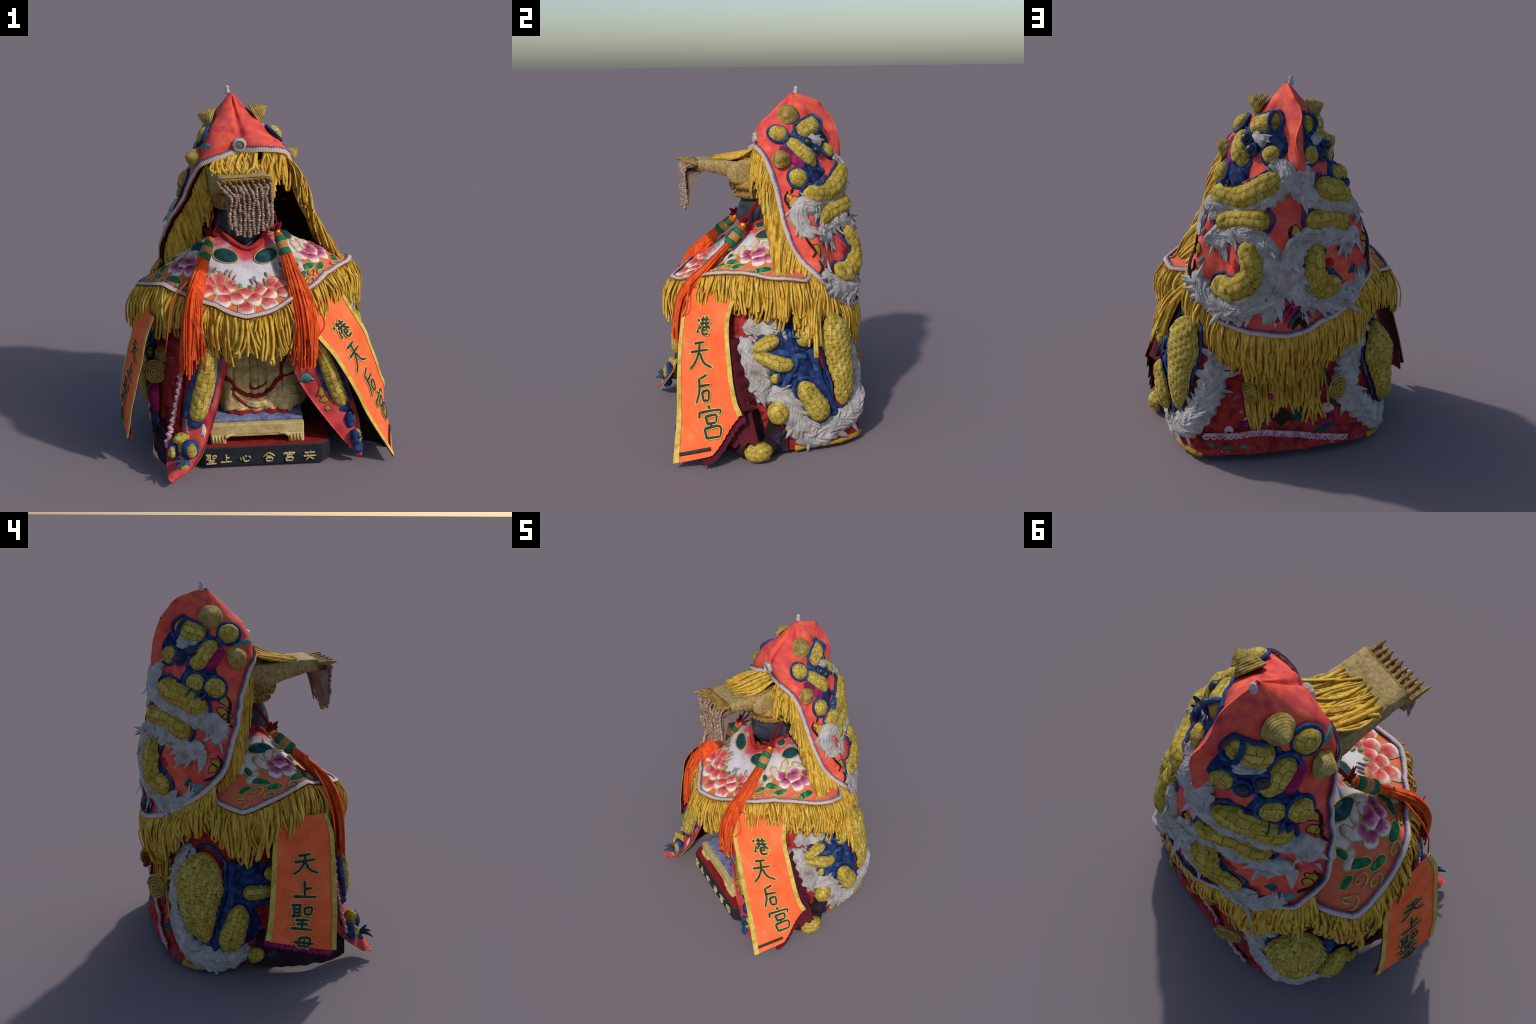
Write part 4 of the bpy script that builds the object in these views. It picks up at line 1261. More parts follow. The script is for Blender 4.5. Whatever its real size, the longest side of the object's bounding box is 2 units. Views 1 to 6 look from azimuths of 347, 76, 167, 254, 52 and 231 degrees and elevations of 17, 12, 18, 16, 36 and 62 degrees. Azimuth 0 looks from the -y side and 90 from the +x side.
def brush(name, place, glyph, cx, cy, sx, sy, width, mat, parent, off, thick, grow=0.0):
    """One written character: tapered brush strokes laid on place(u, v) -> (point, normal)."""
    bt = Batch()
    for k, st in enumerate(GLYPH[glyph]):
        q = spline([(cx + x * sx, cy + y * sy) for x, y in st], 12)
        v, uv = [], []
        n = len(q)
        pts = [place(*p) for p in q]
        for i in range(n):
            t = i / (n - 1)
            w = width * (.62 + .5 * abs(2 * t - 1) ** 1.5 * (1 if t < .5 else .1) + .25 * math.sin(t * 3.1)) * (.55 if i in (0, n - 1) else 1) + grow
            P, N = pts[i]
            T = unit(pts[min(n - 1, i + 1)][0] - pts[max(0, i - 1)][0])
            if i == 0:
                P = P - T * grow
            if i == n - 1:
                P = P + T * grow
            b = unit(np.cross(N, T))
            c = P + N * (off + .0004 * k)
            v += [c + b * w / 2, c + b * w * .3 + N * thick, c - b * w * .3 + N * thick, c - b * w / 2]
        bt.put(v, grid_faces(n, 4) + [(3, 2, 1, 0), tuple(range(4 * n - 4, 4 * n))])
    return bt.done(name, mat, parent)


def plinth_front(u, w):
    return local(PO, u, -.001, .062 - w), unit(V(sa, -ca, 0))


for gl, u in (("holy", -.285), ("above", -.205), ("heart", -.10), ("together", .03), ("palace", .14), ("peace", .255)):
    brush("gilt_character", plinth_front, gl, u, .006, .036, .028, .010, "letter_gold", PLINTH, .0, .006)

SO = (-.055, -.426)
STOOL = block("footstool", local(SO, 0, .13, .206), (.515, .26, .062), ROT, "stool_gilt", None, .006)
for x in (-.215, .215):
    f = block("stool_foot", local(SO, x, .024, .150), (.086, .05, .062), ROT, "stool_gilt", STOOL, .008)
    block("stool_foot", local(SO, x, .22, .150), (.086, .05, .062), ROT, "stool_gilt", STOOL, .008)
    for k in range(4):
        tube("carved_groove", [local(SO, x - .03 + k * .018, -.004, .170), local(SO, x - .028 + k * .018, -.004, .132)], .006, "stool_gilt", f, seg=6)
block("stool_apron", local(SO, 0, .012, .188), (.50, .02, .05), ROT, "stool_gilt", STOOL, .005)
for s in (-1, 1):
    tube("stool_bracket", spline([local(SO, s * .175, -.002, .165), local(SO, s * .15, -.002, .176), local(SO, s * .12, -.002, .178)], 8), [.012, .011, .010, .008, .006, .005, .004, .002], "stool_gilt", STOOL, seg=7)
block("stool_cushion", local(SO, .005, .16, .246), (.50, .26, .026), ROT, "stool_blue", STOOL, .010)

# gilt robe: wide lap, vertical folds in the middle, swags over the knees
def robe_pt(u, w):
    """u across -1..1, w down 0..1"""
    a = u * 1.45
    bulge = .10 * math.cos(a * .95)
    knee = .05 * math.exp(-((abs(u) - .62) / .28) ** 2) * smooth(.1, .6, w)
    foot = .115 * smooth(.45, 1, w) * math.exp(-(u / .85) ** 4)
    y = .345 - bulge - knee - foot - .03 * smooth(0, .8, w)
    z = .87 - .61 * w
    x = .285 * u * (.82 + .18 * smooth(0, .6, w))
    fold = 0
    for c, wd, d in ((-.17, .035, .035), (.14, .035, .032), (-.02, .022, .018), (-.5, .03, .014), (.46, .03, .014)):
        fold += d * math.exp(-((u - c) / wd) ** 2) * smooth(.95, .75, w)
    for k in range(5):
        zc = .62 + .075 * k + .18 * (1 - (u / .9) ** 2) * .6
        fold += .020 * math.sin((w - zc) * 44) * math.exp(-((w - zc) / .12) ** 2) * smooth(.12, .3, abs(u) if k < 3 else .3)
    hemw = .010 * math.sin(u * 22) * smooth(.9, 1, w)
    p = local((SO[0] + .022, SO[1]), x, y + fold + hemw, z)
    return p + unit(V(sa, -ca, 0)) * .003 * nz(p, 60)


G = [[robe_pt(-1 + 2 * i / 80, j / 60) for j in range(61)] for i in range(81)]
ROBE = sheet("robe", G, ["robe_gilt", "robe_gilt"], .012)
rf = unit(V(sa, -ca, 0))


def robe_out(u, w, off):
    a = robe_pt(min(1, u + .04), w) - robe_pt(max(-1, u - .04), w)
    b = robe_pt(u, min(1, w + .03)) - robe_pt(u, max(0, w - .03))
    n = unit(np.cross(a, b))
    return robe_pt(u, w) + (n if np.dot(n, rf) > 0 else -n) * off


def robe_line(name, pth, r, mat, off):
    tube(name, [robe_out(u, w, off) for u, w in spline(pth, 44)], [r * (.45 + .55 * math.sin(math.pi * (k + 2) / 48)) for k in range(44)], mat, ROBE, seg=8)


for pth, r in (([(-.80, .30), (-.74, .55), (-.5, .76), (-.1, .87), (.25, .80), (.48, .62), (.58, .45), (.60, .2)], .012), ([(-.55, .78), (-.3, .92), (.0, .955)], .009), ([(-.17, .3), (-.16, .74), (.0, .79), (.14, .74)], .007), ([(.28, .80), (.55, .68), (.9, .72)], .007), ([(-.95, .68), (-.6, .73)], .007)):
    robe_line("robe_cord", pth, r, "robe_red", .014)
# carved swags and pleats
for k in range(4):
    robe_line("robe_fold", [(-.62 + .07 * k, .72 + .02 * k), (-.38, .86 + .022 * k), (-.05, .915 + .018 * k), (.28, .86 + .022 * k), (.42 - .05 * k, .76 + .02 * k)], .016, "robe_gilt", .004)
for u0, u1, w0, w1 in ((-.42, -.40, .2, .68), (-.30, -.28, .2, .76), (-.09, -.08, .2, .74), (.05, .06, .2, .75), (.30, .26, .2, .72), (.42, .40, .2, .62), (.70, .72, .3, .66), (.82, .86, .3, .68), (-.86, -.90, .3, .64), (.50, .86, .76, .84), (.5, .88, .84, .93), (-.62, -.9, .80, .88)):
    robe_line("robe_fold", [(u0, w0), ((u0 + u1) / 2 + .01, (w0 + w1) / 2), (u1, w1)], .014, "robe_gilt", .003)
# red under-hem with wavy edge
G = []
for i in range(90):
    u = -1 + 2 * i / 89
    wv = .020 * abs(math.sin(u * 6.5 + .5)) + .006 * math.sin(u * 21)
    G.append([robe_pt(u * .98, .99 - .02 * k) + rf * (.018 * (1 - k / 3) + .003) + V(0, 0, -.004 + wv * k / 3) for k in range(4)])
sheet("robe_hem", G, "robe_red", .006, ROBE)
# dark seat behind
block("seat", (0.0, .17, .45), (.5, .30, .66), ROT, "dark_outline", None, .03)

# ------------------------------------------------------------------ mantle (lower dragon robe)
MANTLE_A = [44, 52, 62, 75, 86, 100, 124, 140, 160, 190, 205, 222, 240, 262, 285, 300, 316]
MANTLE_Z = [.06, .05, .03, .03, .02, .028, .03, .045, .045, .04, .05, .04, .02, .05, .03, .03, .05]
nu = 150
G = []
for i in range(nu):
    phi = 44 + (316 - 44) * i / (nu - 1)
    zb = float(np.interp(phi, MANTLE_A, MANTLE_Z))
    G.append([skirt.point(phi, zb + (.86 - zb) * j / 49) for j in range(50)])
MANTLE = sheet("mantle", G, ["mantle_red", "hood_lining"], .012, outward=(0, .1, .4))
for lo, hi in ((84, 127), (233, 262)):
    hemc = [skirt.point(a, float(np.interp(a, MANTLE_A, MANTLE_Z)) + .008) for a in np.linspace(lo, hi, 40)]
    tube("mantle_hem", hemc, .015, "ochre_lining", MANTLE, seg=8, relief=lambda s, a, r: .007 * nz((s * 25, a, 0), 1))
# dark mottled sheet below the fur at the front corners
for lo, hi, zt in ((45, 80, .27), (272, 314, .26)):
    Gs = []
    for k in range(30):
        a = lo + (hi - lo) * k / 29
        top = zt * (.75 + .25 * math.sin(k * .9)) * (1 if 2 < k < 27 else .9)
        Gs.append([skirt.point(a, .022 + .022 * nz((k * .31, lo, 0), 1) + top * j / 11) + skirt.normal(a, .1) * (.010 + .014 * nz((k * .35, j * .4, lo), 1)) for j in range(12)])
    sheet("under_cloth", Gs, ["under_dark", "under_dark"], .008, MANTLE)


def mantle_dragon(p, s):
    for (a, z), w, hh in p["pad"]:
        patch("navy_pad", bvh_of(MANTLE), skirt.point(a, z), skirt.normal(a, z), V(math.cos(math.radians(a)), math.sin(math.radians(a)), 0), (lambda w, hh: lambda q: (w * math.cos(q) * (1 + .12 * math.sin(3 * q)), hh * math.sin(q) * (1 + .1 * math.cos(4 * q))))(w, hh), .012, "navy_cloth", MANTLE, 6, 36)
    b = limb("dragon_flank", skirt, p["oval"], p["oval_r"], "dragon_scale_fine", MANTLE, lift=.20, flatness=.55, sl=.046, sw=.036, amount=.13, seg=96)
    limb("dragon_leg", skirt, p["leg"], [.048, .062, .064, .056], "dragon_scale_fine", MANTLE, lift=.4, flatness=.8, amount=.12)
    for q, r in p["toes"]:
        t = limb("dragon_toe", skirt, q, r, "dragon_scale_fine", MANTLE, lift=.55, flatness=.85, amount=.07)
        band(skirt, q, .75, (r[-1] if hasattr(r, "__len__") else r) * 1.1, t, .016)
    for q, r in p["blue"]:
        P, N = lay(skirt, q, 24, r * .4)
        tube("blue_piping", P, r, "blue_cord", MANTLE, N=N, seg=9, flatness=.7)
    for path, w, sd, ln, le in p["furs"]:
        fur("fur_mane", skirt, path, w, sd, MANTLE, ln, .42, .012, le, .25)
    for (a, z), r in p["pads"]:
        n = skirt.normal(a, z)
        t = unit(np.cross(n, V(0, 0, 1)))
        ball("dragon_paw", skirt.point(a, z) + n * r * .4, (r, r * 1.05, r * .75), "dragon_scale_fine", MANTLE, (t, np.cross(n, t), n), 20, 12, .008)


mantle_dragon(dict(
    pad=[((82, .62), .15, .13), ((92, .38), .15, .15)], oval=[(109, .76), (109, .62), (110, .49), (111, .37), (110, .255)], oval_r=[.085, .105, .11, .10, .05],
    leg=[(86, .43), (91, .34), (96, .256), (100, .207)],
    toes=[([(91, .78), (89, .70), (87, .62)], [.062, .062, .05]), ([(76, .672), (69, .645), (63, .612)], [.036, .042, .034]), ([(63, .592), (71, .556), (77, .535), (83, .525)], [.03, .042, .042, .034]), ([(71, .457), (77, .452)], [.026, .03])],
    blue=[([(80, .72), (82, .62), (84, .53), (81, .47), (77, .38)], .02), ([(92, .60), (96, .50), (97, .42), (103, .30), (106, .21)], .024), ([(66, .575), (74, .60), (82, .58), (90, .56)], .018), ([(71, .49), (79, .49), (84, .46)], .016), ([(78, .74), (76, .69)], .018)],
    furs=[([(67, .31), (71, .35), (77, .345), (82, .27), (85, .19), (91, .105), (99, .10), (108, .15), (118, .19), (123, .26), (127, .36), (129, .48), (129, .60)], .095, 0, (.06, .11), .2),
          ([(56, .68), (57, .63), (59, .56), (63, .50), (65, .43), (63, .34)], .10, 0, (.05, .09), .2), ([(56, .725), (66, .725), (78, .735)], .06, 0, (.04, .07), .3)],
    pads=[((75, .262), .062)]), 1)
mantle_dragon(dict(
    pad=[((-92, .50), .15, .14), ((-98, .30), .13, .16)], oval=[(-113, .66), (-115, .56), (-116, .45), (-116, .34), (-113, .19)], oval_r=[.09, .125, .135, .115, .05],
    leg=[(-96, .40), (-98, .30), (-101, .21), (-102, .15)],
    toes=[([(-95, .46), (-87, .456), (-80, .47)], [.036, .04, .034]), ([(-84, .56), (-76, .55)], [.04, .04])],
    blue=[([(-99, .62), (-101, .52), (-101, .42), (-104, .32), (-108, .19), (-109, .14)], .022), ([(-96, .53), (-90, .51), (-82, .51)], .018), ([(-96, .41), (-88, .40), (-80, .42)], .016)],
    furs=[([(-124, .69), (-130, .58), (-135, .46), (-137, .35), (-133, .26), (-126, .18), (-118, .11), (-108, .085), (-99, .10), (-92, .16)], .095, 0, (.05, .10), .2),
          ([(-66, .62), (-70, .50), (-72, .38), (-70, .26)], .06, 0, (.05, .08), .2)],
    pads=[((-88, .11), .045)]), -1)

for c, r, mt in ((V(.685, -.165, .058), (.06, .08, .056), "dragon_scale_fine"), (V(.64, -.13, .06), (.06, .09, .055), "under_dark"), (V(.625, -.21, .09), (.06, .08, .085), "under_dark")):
    ball("dragon_foot" if mt != "dark_outline" else "hem_fold", c, r, mt, MANTLE, nu=18, nv=12, jitter=.012)

# head of the front-left dragon, seen between banner and flap
MO = skirt.point(-66, .36)
limb("dragon_mouth", skirt, [(-62, .44), (-62, .34), (-60, .27)], [.05, .06, .04], "magenta_cloth", MANTLE, amount=0, outline=False)
limb("dragon_lip", skirt, [(-58, .22), (-62, .235), (-66, .22)], .03, "blue_cord", MANTLE, amount=0, outline=False)


def coil(c, n, r, turns=4, bulge=.02, wire=.0075):
    """Coiled gold cord disc, domed toward n."""
    n = unit(n)
    u = unit(np.cross(n, V(0, 0, 1)))
    w = np.cross(n, u)
    P = []
    for i in range(turns * 26):
        t = i / (turns * 26 - 1)
        a = t * turns * 2 * math.pi
        P.append(np.asarray(c) + (u * math.cos(a) + w * math.sin(a)) * (r * t + .004) + n * bulge * (1 - t))
    o = tube("gold_coil", P, wire, "coil_gold", MANTLE, seg=7, relief=lambda s, a, r: r * .18 * math.sin(s * 300))
    lathe("coil_backing", c, n, [(r * 1.02, -.012), (r * 1.02, -.004), (r * .5, bulge * .45), (.002, bulge * .8)], "coil_gold", o, 24)
    return o


coil((-.205, .560, .395), (-.55, .83, .05), .062)
coil((.265, .52, .40), (.93, .35, .0), .060)
coil((-.565, -.175, .505), (-.25, -.85, .30), .062)
coil((-.50, -.15, .60), (.1, -.6, .75), .05)
for c in ((-.128, .555, .392), (.16, .56, .385)):
    ball("bobble", c, .017, "magenta_cloth", MANTLE, nu=10, nv=7)
MB = bvh_of(MANTLE)
for a, z, w, h, mt in ((165, .34, .05, .04, "teal_cloth"), (152, .40, .05, .035, "leaf_green"), (-152, .45, .03, .03, "teal_cloth"), (-141, .40, .025, .03, "leaf_green"), (-143, .28, .025, .03, "teal_cloth"), (-150, .22, .05, .02, "petal_cream"), (-149, .17, .05, .018, "magenta_cloth"), (-152, .13, .05, .014, "teal_cloth"), (150, .22, .05, .02, "petal_cream"),
                       (147, .18, .05, .014, "magenta_cloth"), (158, .19, .035, .012, "turquoise"), (138, .17, .03, .012, "petal_cream"), (175, .2, .05, .04, "dark_outline"), (-172, .2, .04, .03, "teal_cloth"), (132, .09, .03, .008, "leaf_green"), (140, .075, .03, .008, "leaf_green"), (148, .08, .02, .008, "turquoise")):
    patch("embroidery_patch", MB, skirt.point(a, z), skirt.normal(a, z), V(math.cos(math.radians(a)), math.sin(math.radians(a)), 0), (lambda w, h, k: lambda q: (1.2 * w * math.cos(q) * (1 + .3 * math.sin(2 * q + k)), 1.3 * h * math.sin(q) * (1 + .35 * math.cos(3 * q + k)) + .25 * w * math.cos(2 * q)))(w, h, a * .9), .007, mt, MANTLE, 3, 26)
# pink crocheted lace round the back hem
P, N = lay(skirt, [(127, .15), (143, .14), (160, .135), (180, .115), (-160, .095), (-141, .07)], 60, .012)
T = [unit(P[min(59, i + 1)] - P[max(0, i - 1)]) for i in range(60)]
for s in (-1, 1):
    Q, NN = lay(skirt, [(127, .15), (143, .14), (160, .135), (180, .115), (-160, .095), (-141, .07)], 260, .012)
    tube("lace_cord", [q + V(0, 0, s * .014 * math.sin(i * .42)) + n * .005 * math.cos(i * .42) for i, (q, n) in enumerate(zip(Q, NN))], .007, "pink_lace", MANTLE, seg=6)
ribbon("lace_band", P, [V(0, 0, 1)] * 60, .02, "pink_lace", MANTLE, [V(0, 0, 0)] * 60, .004)
# long straggling under-fringe at the back
P, N = lay(skirt, [(147, .52), (165, .53), (180, .53), (-165, .53), (-152, .52)], 50, .012)
fringe("under_fringe", P, N, [.36 + .08 * math.sin(i * .9) + .05 * math.sin(i * 2.3) for i in range(50)], 84, MANTLE, puff=.012, sway=.03, backing=.42, loops=.25)

# ------------------------------------------------------------------ splayed front flaps
def flap(inner, outer, mats, leg, leg_r, paws, lace):
    A, B = spline(inner, 40), spline(outer, 40)
    G = []
    for i in range(40):
        m = (A[i] + B[i]) / 2 + unit(V(np.sign(A[i][0]) * .3, -1, .1)) * .02
        col = spline([A[i], m, B[i]], 14)
        G.append([p + V(0, 1, 0) * .008 * nz(p, 16) for p in col])
    f = sheet("robe_flap", G, mats, .009, outward=(0, .4, .4))
    P = spline(leg, 60)
    n = [unit(V(.1, -1, .15))] * 60
    R = [x[0] for x in spline([(r,) for r in leg_r], 60)]
    R = [r * math.sqrt(max(.03, 1 - (1 - min(1, min(i, 59 - i) / 9)) ** 2)) for i, r in enumerate(R)]
    g = tube("dragon_leg", P, R, "dragon_scale_fine", f, N=n, seg=40, flatness=.8, relief=scale_relief(.05, .04, max(R), .10))
    T = [unit(P[min(59, i + 1)] - P[max(0, i - 1)]) for i in range(60)]
    for s in (-1, 1):
        tube("blue_piping", [P[i] + unit(np.cross(T[i], n[i])) * s * (leg_r[1] + .008) + V(0, .02, 0) for i in range(0, 60, 2)], .017, "blue_cord", g, seg=8)
    ball("blue_piping", P[-1] + V(0, .012, -.012), (.045, .03, .035), "blue_cord", g, nu=14, nv=9, jitter=.005)
    for c, r, mt in paws:
        ball("dragon_claw" if mt != "dragon_scale_fine" else "dragon_paw", c, r, mt, f, nu=16, nv=11, jitter=.008)
    if lace:
        bt = Batch()
        Q = spline(lace, 46)
        for i, q in enumerate(Q):
            bt.put(*ball_data(q + V(.006 * math.sin(i * 2), -.008, 0), (.015, .012, .011), None, 8, 6, .003))
        bt.done("lace_cord", "pink_lace", f, kind="stuff")
    return f


LF = flap([V(-.13, -.41, .80), V(-.195, -.40, .60), V(-.305, -.465, .285), V(-.415, -.538, .11), V(-.550, -.568, .036)],
          [V(-.38, -.30, .82), V(-.42, -.33, .62), V(-.48, -.34, .40), V(-.545, -.36, .19), V(-.57, -.50, .05)],
          ["pink_flap_cloth", "ochre_lining"],
          [V(-.285, -.40, .72), V(-.315, -.425, .58), V(-.355, -.44, .44), V(-.392, -.445, .31)], [.042, .05, .056, .046],
          [(V(-0.467, -0.460, 0.185), (.036, .03, .062), "dragon_scale_fine"), (V(-0.437, -0.495, 0.175), (.05, .03, .062), "blue_cord"), (V(-0.434, -0.518, 0.178), (.028, .018, .042), "dragon_scale_fine"), (V(-0.522, -0.445, 0.145), (.035, .03, .055), "blue_cord"), (V(-0.532, -0.460, 0.155), (.022, .03, .03), "dragon_scale_fine"),
           (V(-0.472, -0.505, 0.095), (.045, .03, .034), "blue_cord"), (V(-0.477, -0.525, 0.092), (.026, .016, .018), "dragon_scale_fine"), (V(-0.482, -0.460, 0.230), (.045, .03, .03), "dragon_scale_fine")],
          [V(-.36, -.34, .72), V(-.44, -.355, .58), V(-.475, -.36, .42), V(-.52, -.38, .27), V(-.555, -.40, .17)])
for d in (V(-.055, -.035, .022), V(-.03, -.02, .05), V(-.05, -.05, -.02)):
    b0 = V(-.485, -.525, .125)
    tube("claw", spline([b0, b0 + d * .6 + V(0, 0, .008), b0 + d], 8), [.013, .013, .012, .010, .008, .006, .004, .001], "claw_slate", LF, seg=7)
RF = flap([V(.06, -.455, .82), V(.10, -.473, .683), V(.187, -.468, .457), V(.329, -.525, .231), V(.474, -.567, .035)],
          [V(.33, -.40, .82), V(.40, -.445, .62), V(.455, -.475, .42), V(.505, -.51, .22), V(.505, -.555, .045)],
          ["pink_flap_cloth", "dark_outline"],
          [V(.285, -.45, .72), V(.325, -.48, .58), V(.37, -.495, .44), V(.415, -.51, .32)], [.036, .042, .046, .038],
          [(V(0.453, -0.513, 0.235), (.03, .026, .045), "dragon_scale_fine"), (V(0.440, -0.528, 0.235), (.03, .025, .05), "blue_cord"), (V(0.476, -0.548, 0.140), (.028, .024, .05), "dragon_scale_fine"), (V(0.460, -0.563, 0.150), (.026, .022, .05), "blue_cord"), (V(0.450, -0.513, 0.275), .022, "eye_black"), (V(0.480, -0.568, 0.160), .018, "eye_black"), (V(0.478, -0.573, 0.090), (.026, .02, .035), "blue_cord")],
          None)
FB = bvh_of(RF)
for c, w, h, mt in ((V(.225, -.46, .49), .035, .028, "turquoise"), (V(.29, -.47, .40), .022, .03, "ochre_lining"), (V(.31, -.47, .36), .02, .02, "ochre_lining"), (V(.33, -.48, .31), .02, .012, "ochre_lining")):
    patch("embroidery_patch", FB, c, V(-.1, -1, .15), V(1, 0, 0), (lambda w, h, k: lambda q: (w * math.cos(q) * (1 + .4 * math.sin(2 * q + k)), h * math.sin(q) * (1 + .35 * math.cos(3 * q + k)) + .4 * w * math.cos(2 * q)))(w, h, c[2] * 40), .005, mt, RF, 3, 24, .002, "dark_outline")
FB = bvh_of(LF)
for c, w, h, mt in ((V(-.47, -.40, .36), .014, .045, "leaf_green"), (V(-.50, -.42, .28), .014, .04, "turquoise"), (V(-.44, -.42, .27), .012, .045, "petal_cream"), (V(-.36, -.46, .25), .02, .03, "petal_cream")):
    patch("embroidery_patch", FB, c, V(-.2, -1, .1), V(1, 0, 0), (lambda w, h, k: lambda q: (w * math.cos(q) * (1 + .4 * math.sin(2 * q + k)), h * math.sin(q) * (1 + .35 * math.cos(3 * q + k)) + .4 * w * math.cos(2 * q)))(w, h, c[2] * 40), .005, mt, LF, 3, 24)

# ------------------------------------------------------------------ banners
def banner(left, right, text, mats, jag, v_end, facing):
    """Cloth strip between two edge curves (top to bottom); jag = ragged cut of the lower edge."""
    A, B = spline(left, 60), spline(right, 60)

    def surf(u, v):
        t = min(59, max(0, v * 59))
        i = min(58, int(t))
        f = t - i
        a, b = A[i] * (1 - f) + A[i + 1] * f, B[i] * (1 - f) + B[i + 1] * f
        p = a * (1 - u) + b * u
        w = unit(np.cross(b - a, A[i + 1] - A[i]))
        if np.dot(w, facing) < 0:
            w = -w
        return p + w * (.008 * math.sin(math.pi * u) + .006 * nz(p, 7)), w

    nu, nv = 40, 90
    G = []
    for i in range(nu):
        u = i / (nu - 1)
        ve = jag(u) + .012 * abs(math.sin(u * 57)) * (1 if .06 < u < .94 else 0)
        G.append([surf(u, ve * j / (nv - 1))[0] for j in range(nv)])
    ob = sheet("banner", G, [mats[0], mats[1]], .005, outward=np.asarray(G)[20, 40] - facing)
    for nm, u0, u1 in (("banner_border", -.004, .075), ("banner_border", .925, 1.004)):
        Gb = []
        for k in range(7):
            u = u0 + (u1 - u0) * k / 6
            col = []
            for j in range(80):
                p, w = surf(u, jag(min(1, max(0, u))) * j / 79)
                col.append(p + w * (.004 + .003 * abs(math.sin(k / 6 * math.pi * 2))))
            Gb.append(col)
        sheet(nm, Gb, ["banner_edge", "banner_edge"], .006, ob, outward=np.asarray(Gb)[3, 40] - facing)
    for gl, cx, cy, sx, sy in text:
        brush("brush_character", surf, gl, cx, cy, sx, sy, .0150, "ink_edge", ob, .0022, .0012, .009)
        brush("brush_character", surf, gl, cx, cy, sx, sy, .0145, "black_ink", ob, .004, .0025)
    return ob, surf


RB, rsurf = banner([V(.235, -.45, .90), V(.255, -.488, .76), V(.352, -.531, .625), V(.435, -.557, .475), V(.535, -.582, .26), V(.660, -.628, .035)],
                   [V(.49, -.23, .90), V(.547, -.283, .784), V(.617, -.30, .653), V(.675, -.298, .488), V(.713, -.285, .37), V(.742, -.262, .30), V(.772, -.225, .12)],
                   [("harbour", .50, .225, .17, .062), ("heaven", .44, .40, .23, .095), ("queen", .48, .60, .16, .085), ("palace", .54, .80, .21, .10)],
                   ["banner_orange", "banner_back"], lambda u: 1.0 - .22 * smooth(.42, 1.0, u), 1, unit(V(.75, -.65, .2)))
pts = [rsurf(u, .955 - .0 * u)[0] + unit(V(.75, -.65, .2)) * .006 for u in np.linspace(.08, .5, 12)]
tube("banner_stripe", pts, .010, "black_ink", RB, seg=6, flatness=.4, N=[unit(V(.75, -.65, .2))] * 12)
LB, lsurf = banner([V(-.60, .02, .86), V(-.65, .043, .70), V(-.70, .065, .52), V(-.735, .088, .36), V(-.750, .108, .27)],
                   [V(-.56, -.27, .86), V(-.605, -.294, .76), V(-.655, -.295, .58), V(-.695, -.29, .42), V(-.752, -.274, .165)],
                   [("heaven", .50, .36, .22, .09), ("above", .50, .56, .20, .07), ("holy", .47, .765, .20, .10), ("mother", .52, .96, .16, .045)],
                   ["banner_orange", "banner_back"], lambda u: .985 + .0 * u, 1, unit(V(-.95, -.15, .2)))
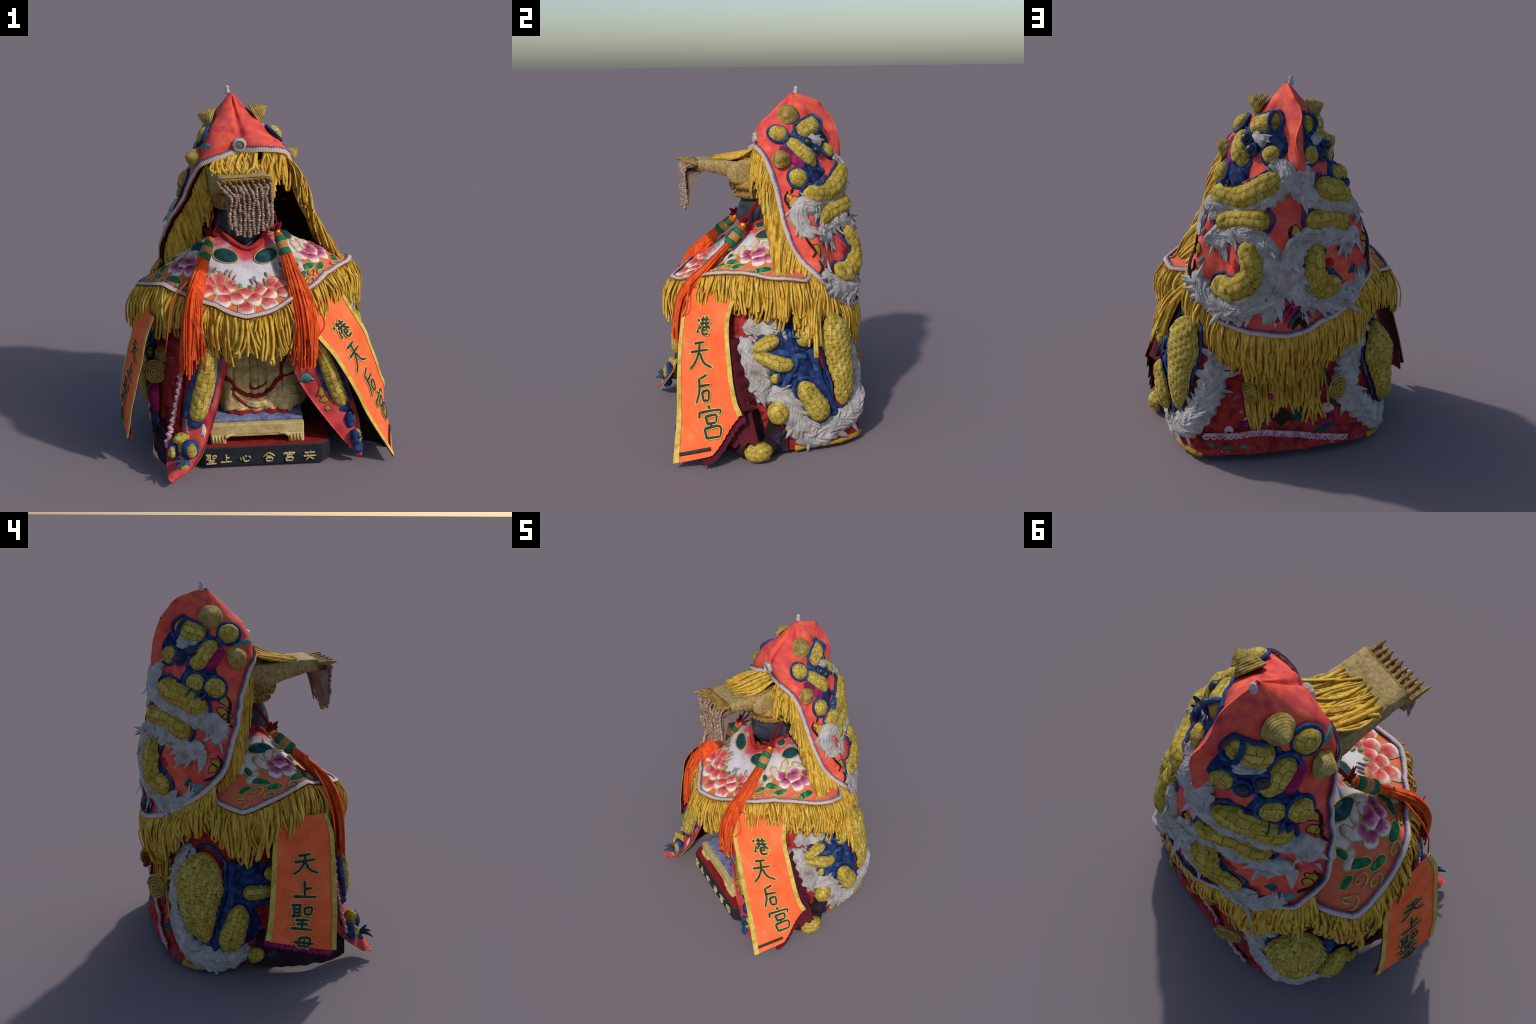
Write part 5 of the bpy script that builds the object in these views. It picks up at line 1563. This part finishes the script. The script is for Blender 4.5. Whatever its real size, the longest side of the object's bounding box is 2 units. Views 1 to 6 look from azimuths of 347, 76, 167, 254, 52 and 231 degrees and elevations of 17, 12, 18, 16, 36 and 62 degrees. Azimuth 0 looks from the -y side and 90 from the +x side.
# frayed magenta lining showing below and behind each banner
for sf, par, rngu, back in ((rsurf, RB, (.35, 1.0), unit(V(-.75, .65, 0))), (lsurf, LB, (.02, .98), unit(V(.95, .15, 0)))):
    Gs = []
    for i in range(36):
        u = rngu[0] + (rngu[1] - rngu[0]) * i / 35
        ve = (1.0 - .22 * smooth(.42, 1, u) if par is RB else .985)
        p0 = sf(u, ve - .12)[0] + back * .012
        p1 = sf(u, ve)[0] + back * .022
        p2 = p1 + (p1 - p0) * (.34 + .16 * nz((i * .9, 3, 1), 1) + .05 * (i % 2)) + V(0, 0, -.01)
        Gs.append(spline([p0, p1, p2], 8))
    sheet("banner_lining", Gs, ["magenta_cloth", "magenta_cloth"] if par is LB else ["banner_back", "banner_back"], .004, par)

# maroon lining folded back from the outer edge of the right banner toward the mantle
Gs = []
for i in range(26):
    v = .30 + .46 * i / 25
    p1 = rsurf(.62, v)[0] + unit(V(-.75, .65, 0)) * .03
    p2 = rsurf(.97, v)[0] + unit(V(-.75, .65, 0)) * .012
    p3 = p2 + V(-.055, .10, -.01) + V(0, .02, 0) * math.sin(i * 1.3)
    Gs.append(spline([p1, p2, p3], 12))
sheet("banner_lining", Gs, ["banner_back", "banner_back"], .005, RB)
Gs = []
for i in range(24):
    u = .25 + .75 * i / 23
    q0 = rsurf(u, .55)[0] + V(-.06, .07, 0)
    q1 = rsurf(u, .80)[0] + V(-.05, .06, 0)
    q2 = q1 + (q1 - q0) * (.55 + .12 * abs(math.sin(i * 2.3))) + V(-.02, .01, -.03)
    Gs.append(spline([q0, q1, q2], 10))
sheet("banner_lining", Gs, ["banner_back", "banner_back"], .005, RB)

# rounded gilt side plate of the crown
ball("crown_plate", (.085, -.075, 1.515), (.028, .115, .075), "board_gilt", CROWN, nu=24, nv=16, jitter=.006)
# near-black sheet between the right flap and the banner, and across the gap behind it
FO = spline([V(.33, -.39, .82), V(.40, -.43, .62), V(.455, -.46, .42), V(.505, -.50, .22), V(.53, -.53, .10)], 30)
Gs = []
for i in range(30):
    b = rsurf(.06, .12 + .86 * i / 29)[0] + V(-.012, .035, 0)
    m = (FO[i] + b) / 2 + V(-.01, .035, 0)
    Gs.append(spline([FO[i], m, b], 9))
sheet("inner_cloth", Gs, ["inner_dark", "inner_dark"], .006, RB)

# near-black sheet closing the space between the robe and the right flap
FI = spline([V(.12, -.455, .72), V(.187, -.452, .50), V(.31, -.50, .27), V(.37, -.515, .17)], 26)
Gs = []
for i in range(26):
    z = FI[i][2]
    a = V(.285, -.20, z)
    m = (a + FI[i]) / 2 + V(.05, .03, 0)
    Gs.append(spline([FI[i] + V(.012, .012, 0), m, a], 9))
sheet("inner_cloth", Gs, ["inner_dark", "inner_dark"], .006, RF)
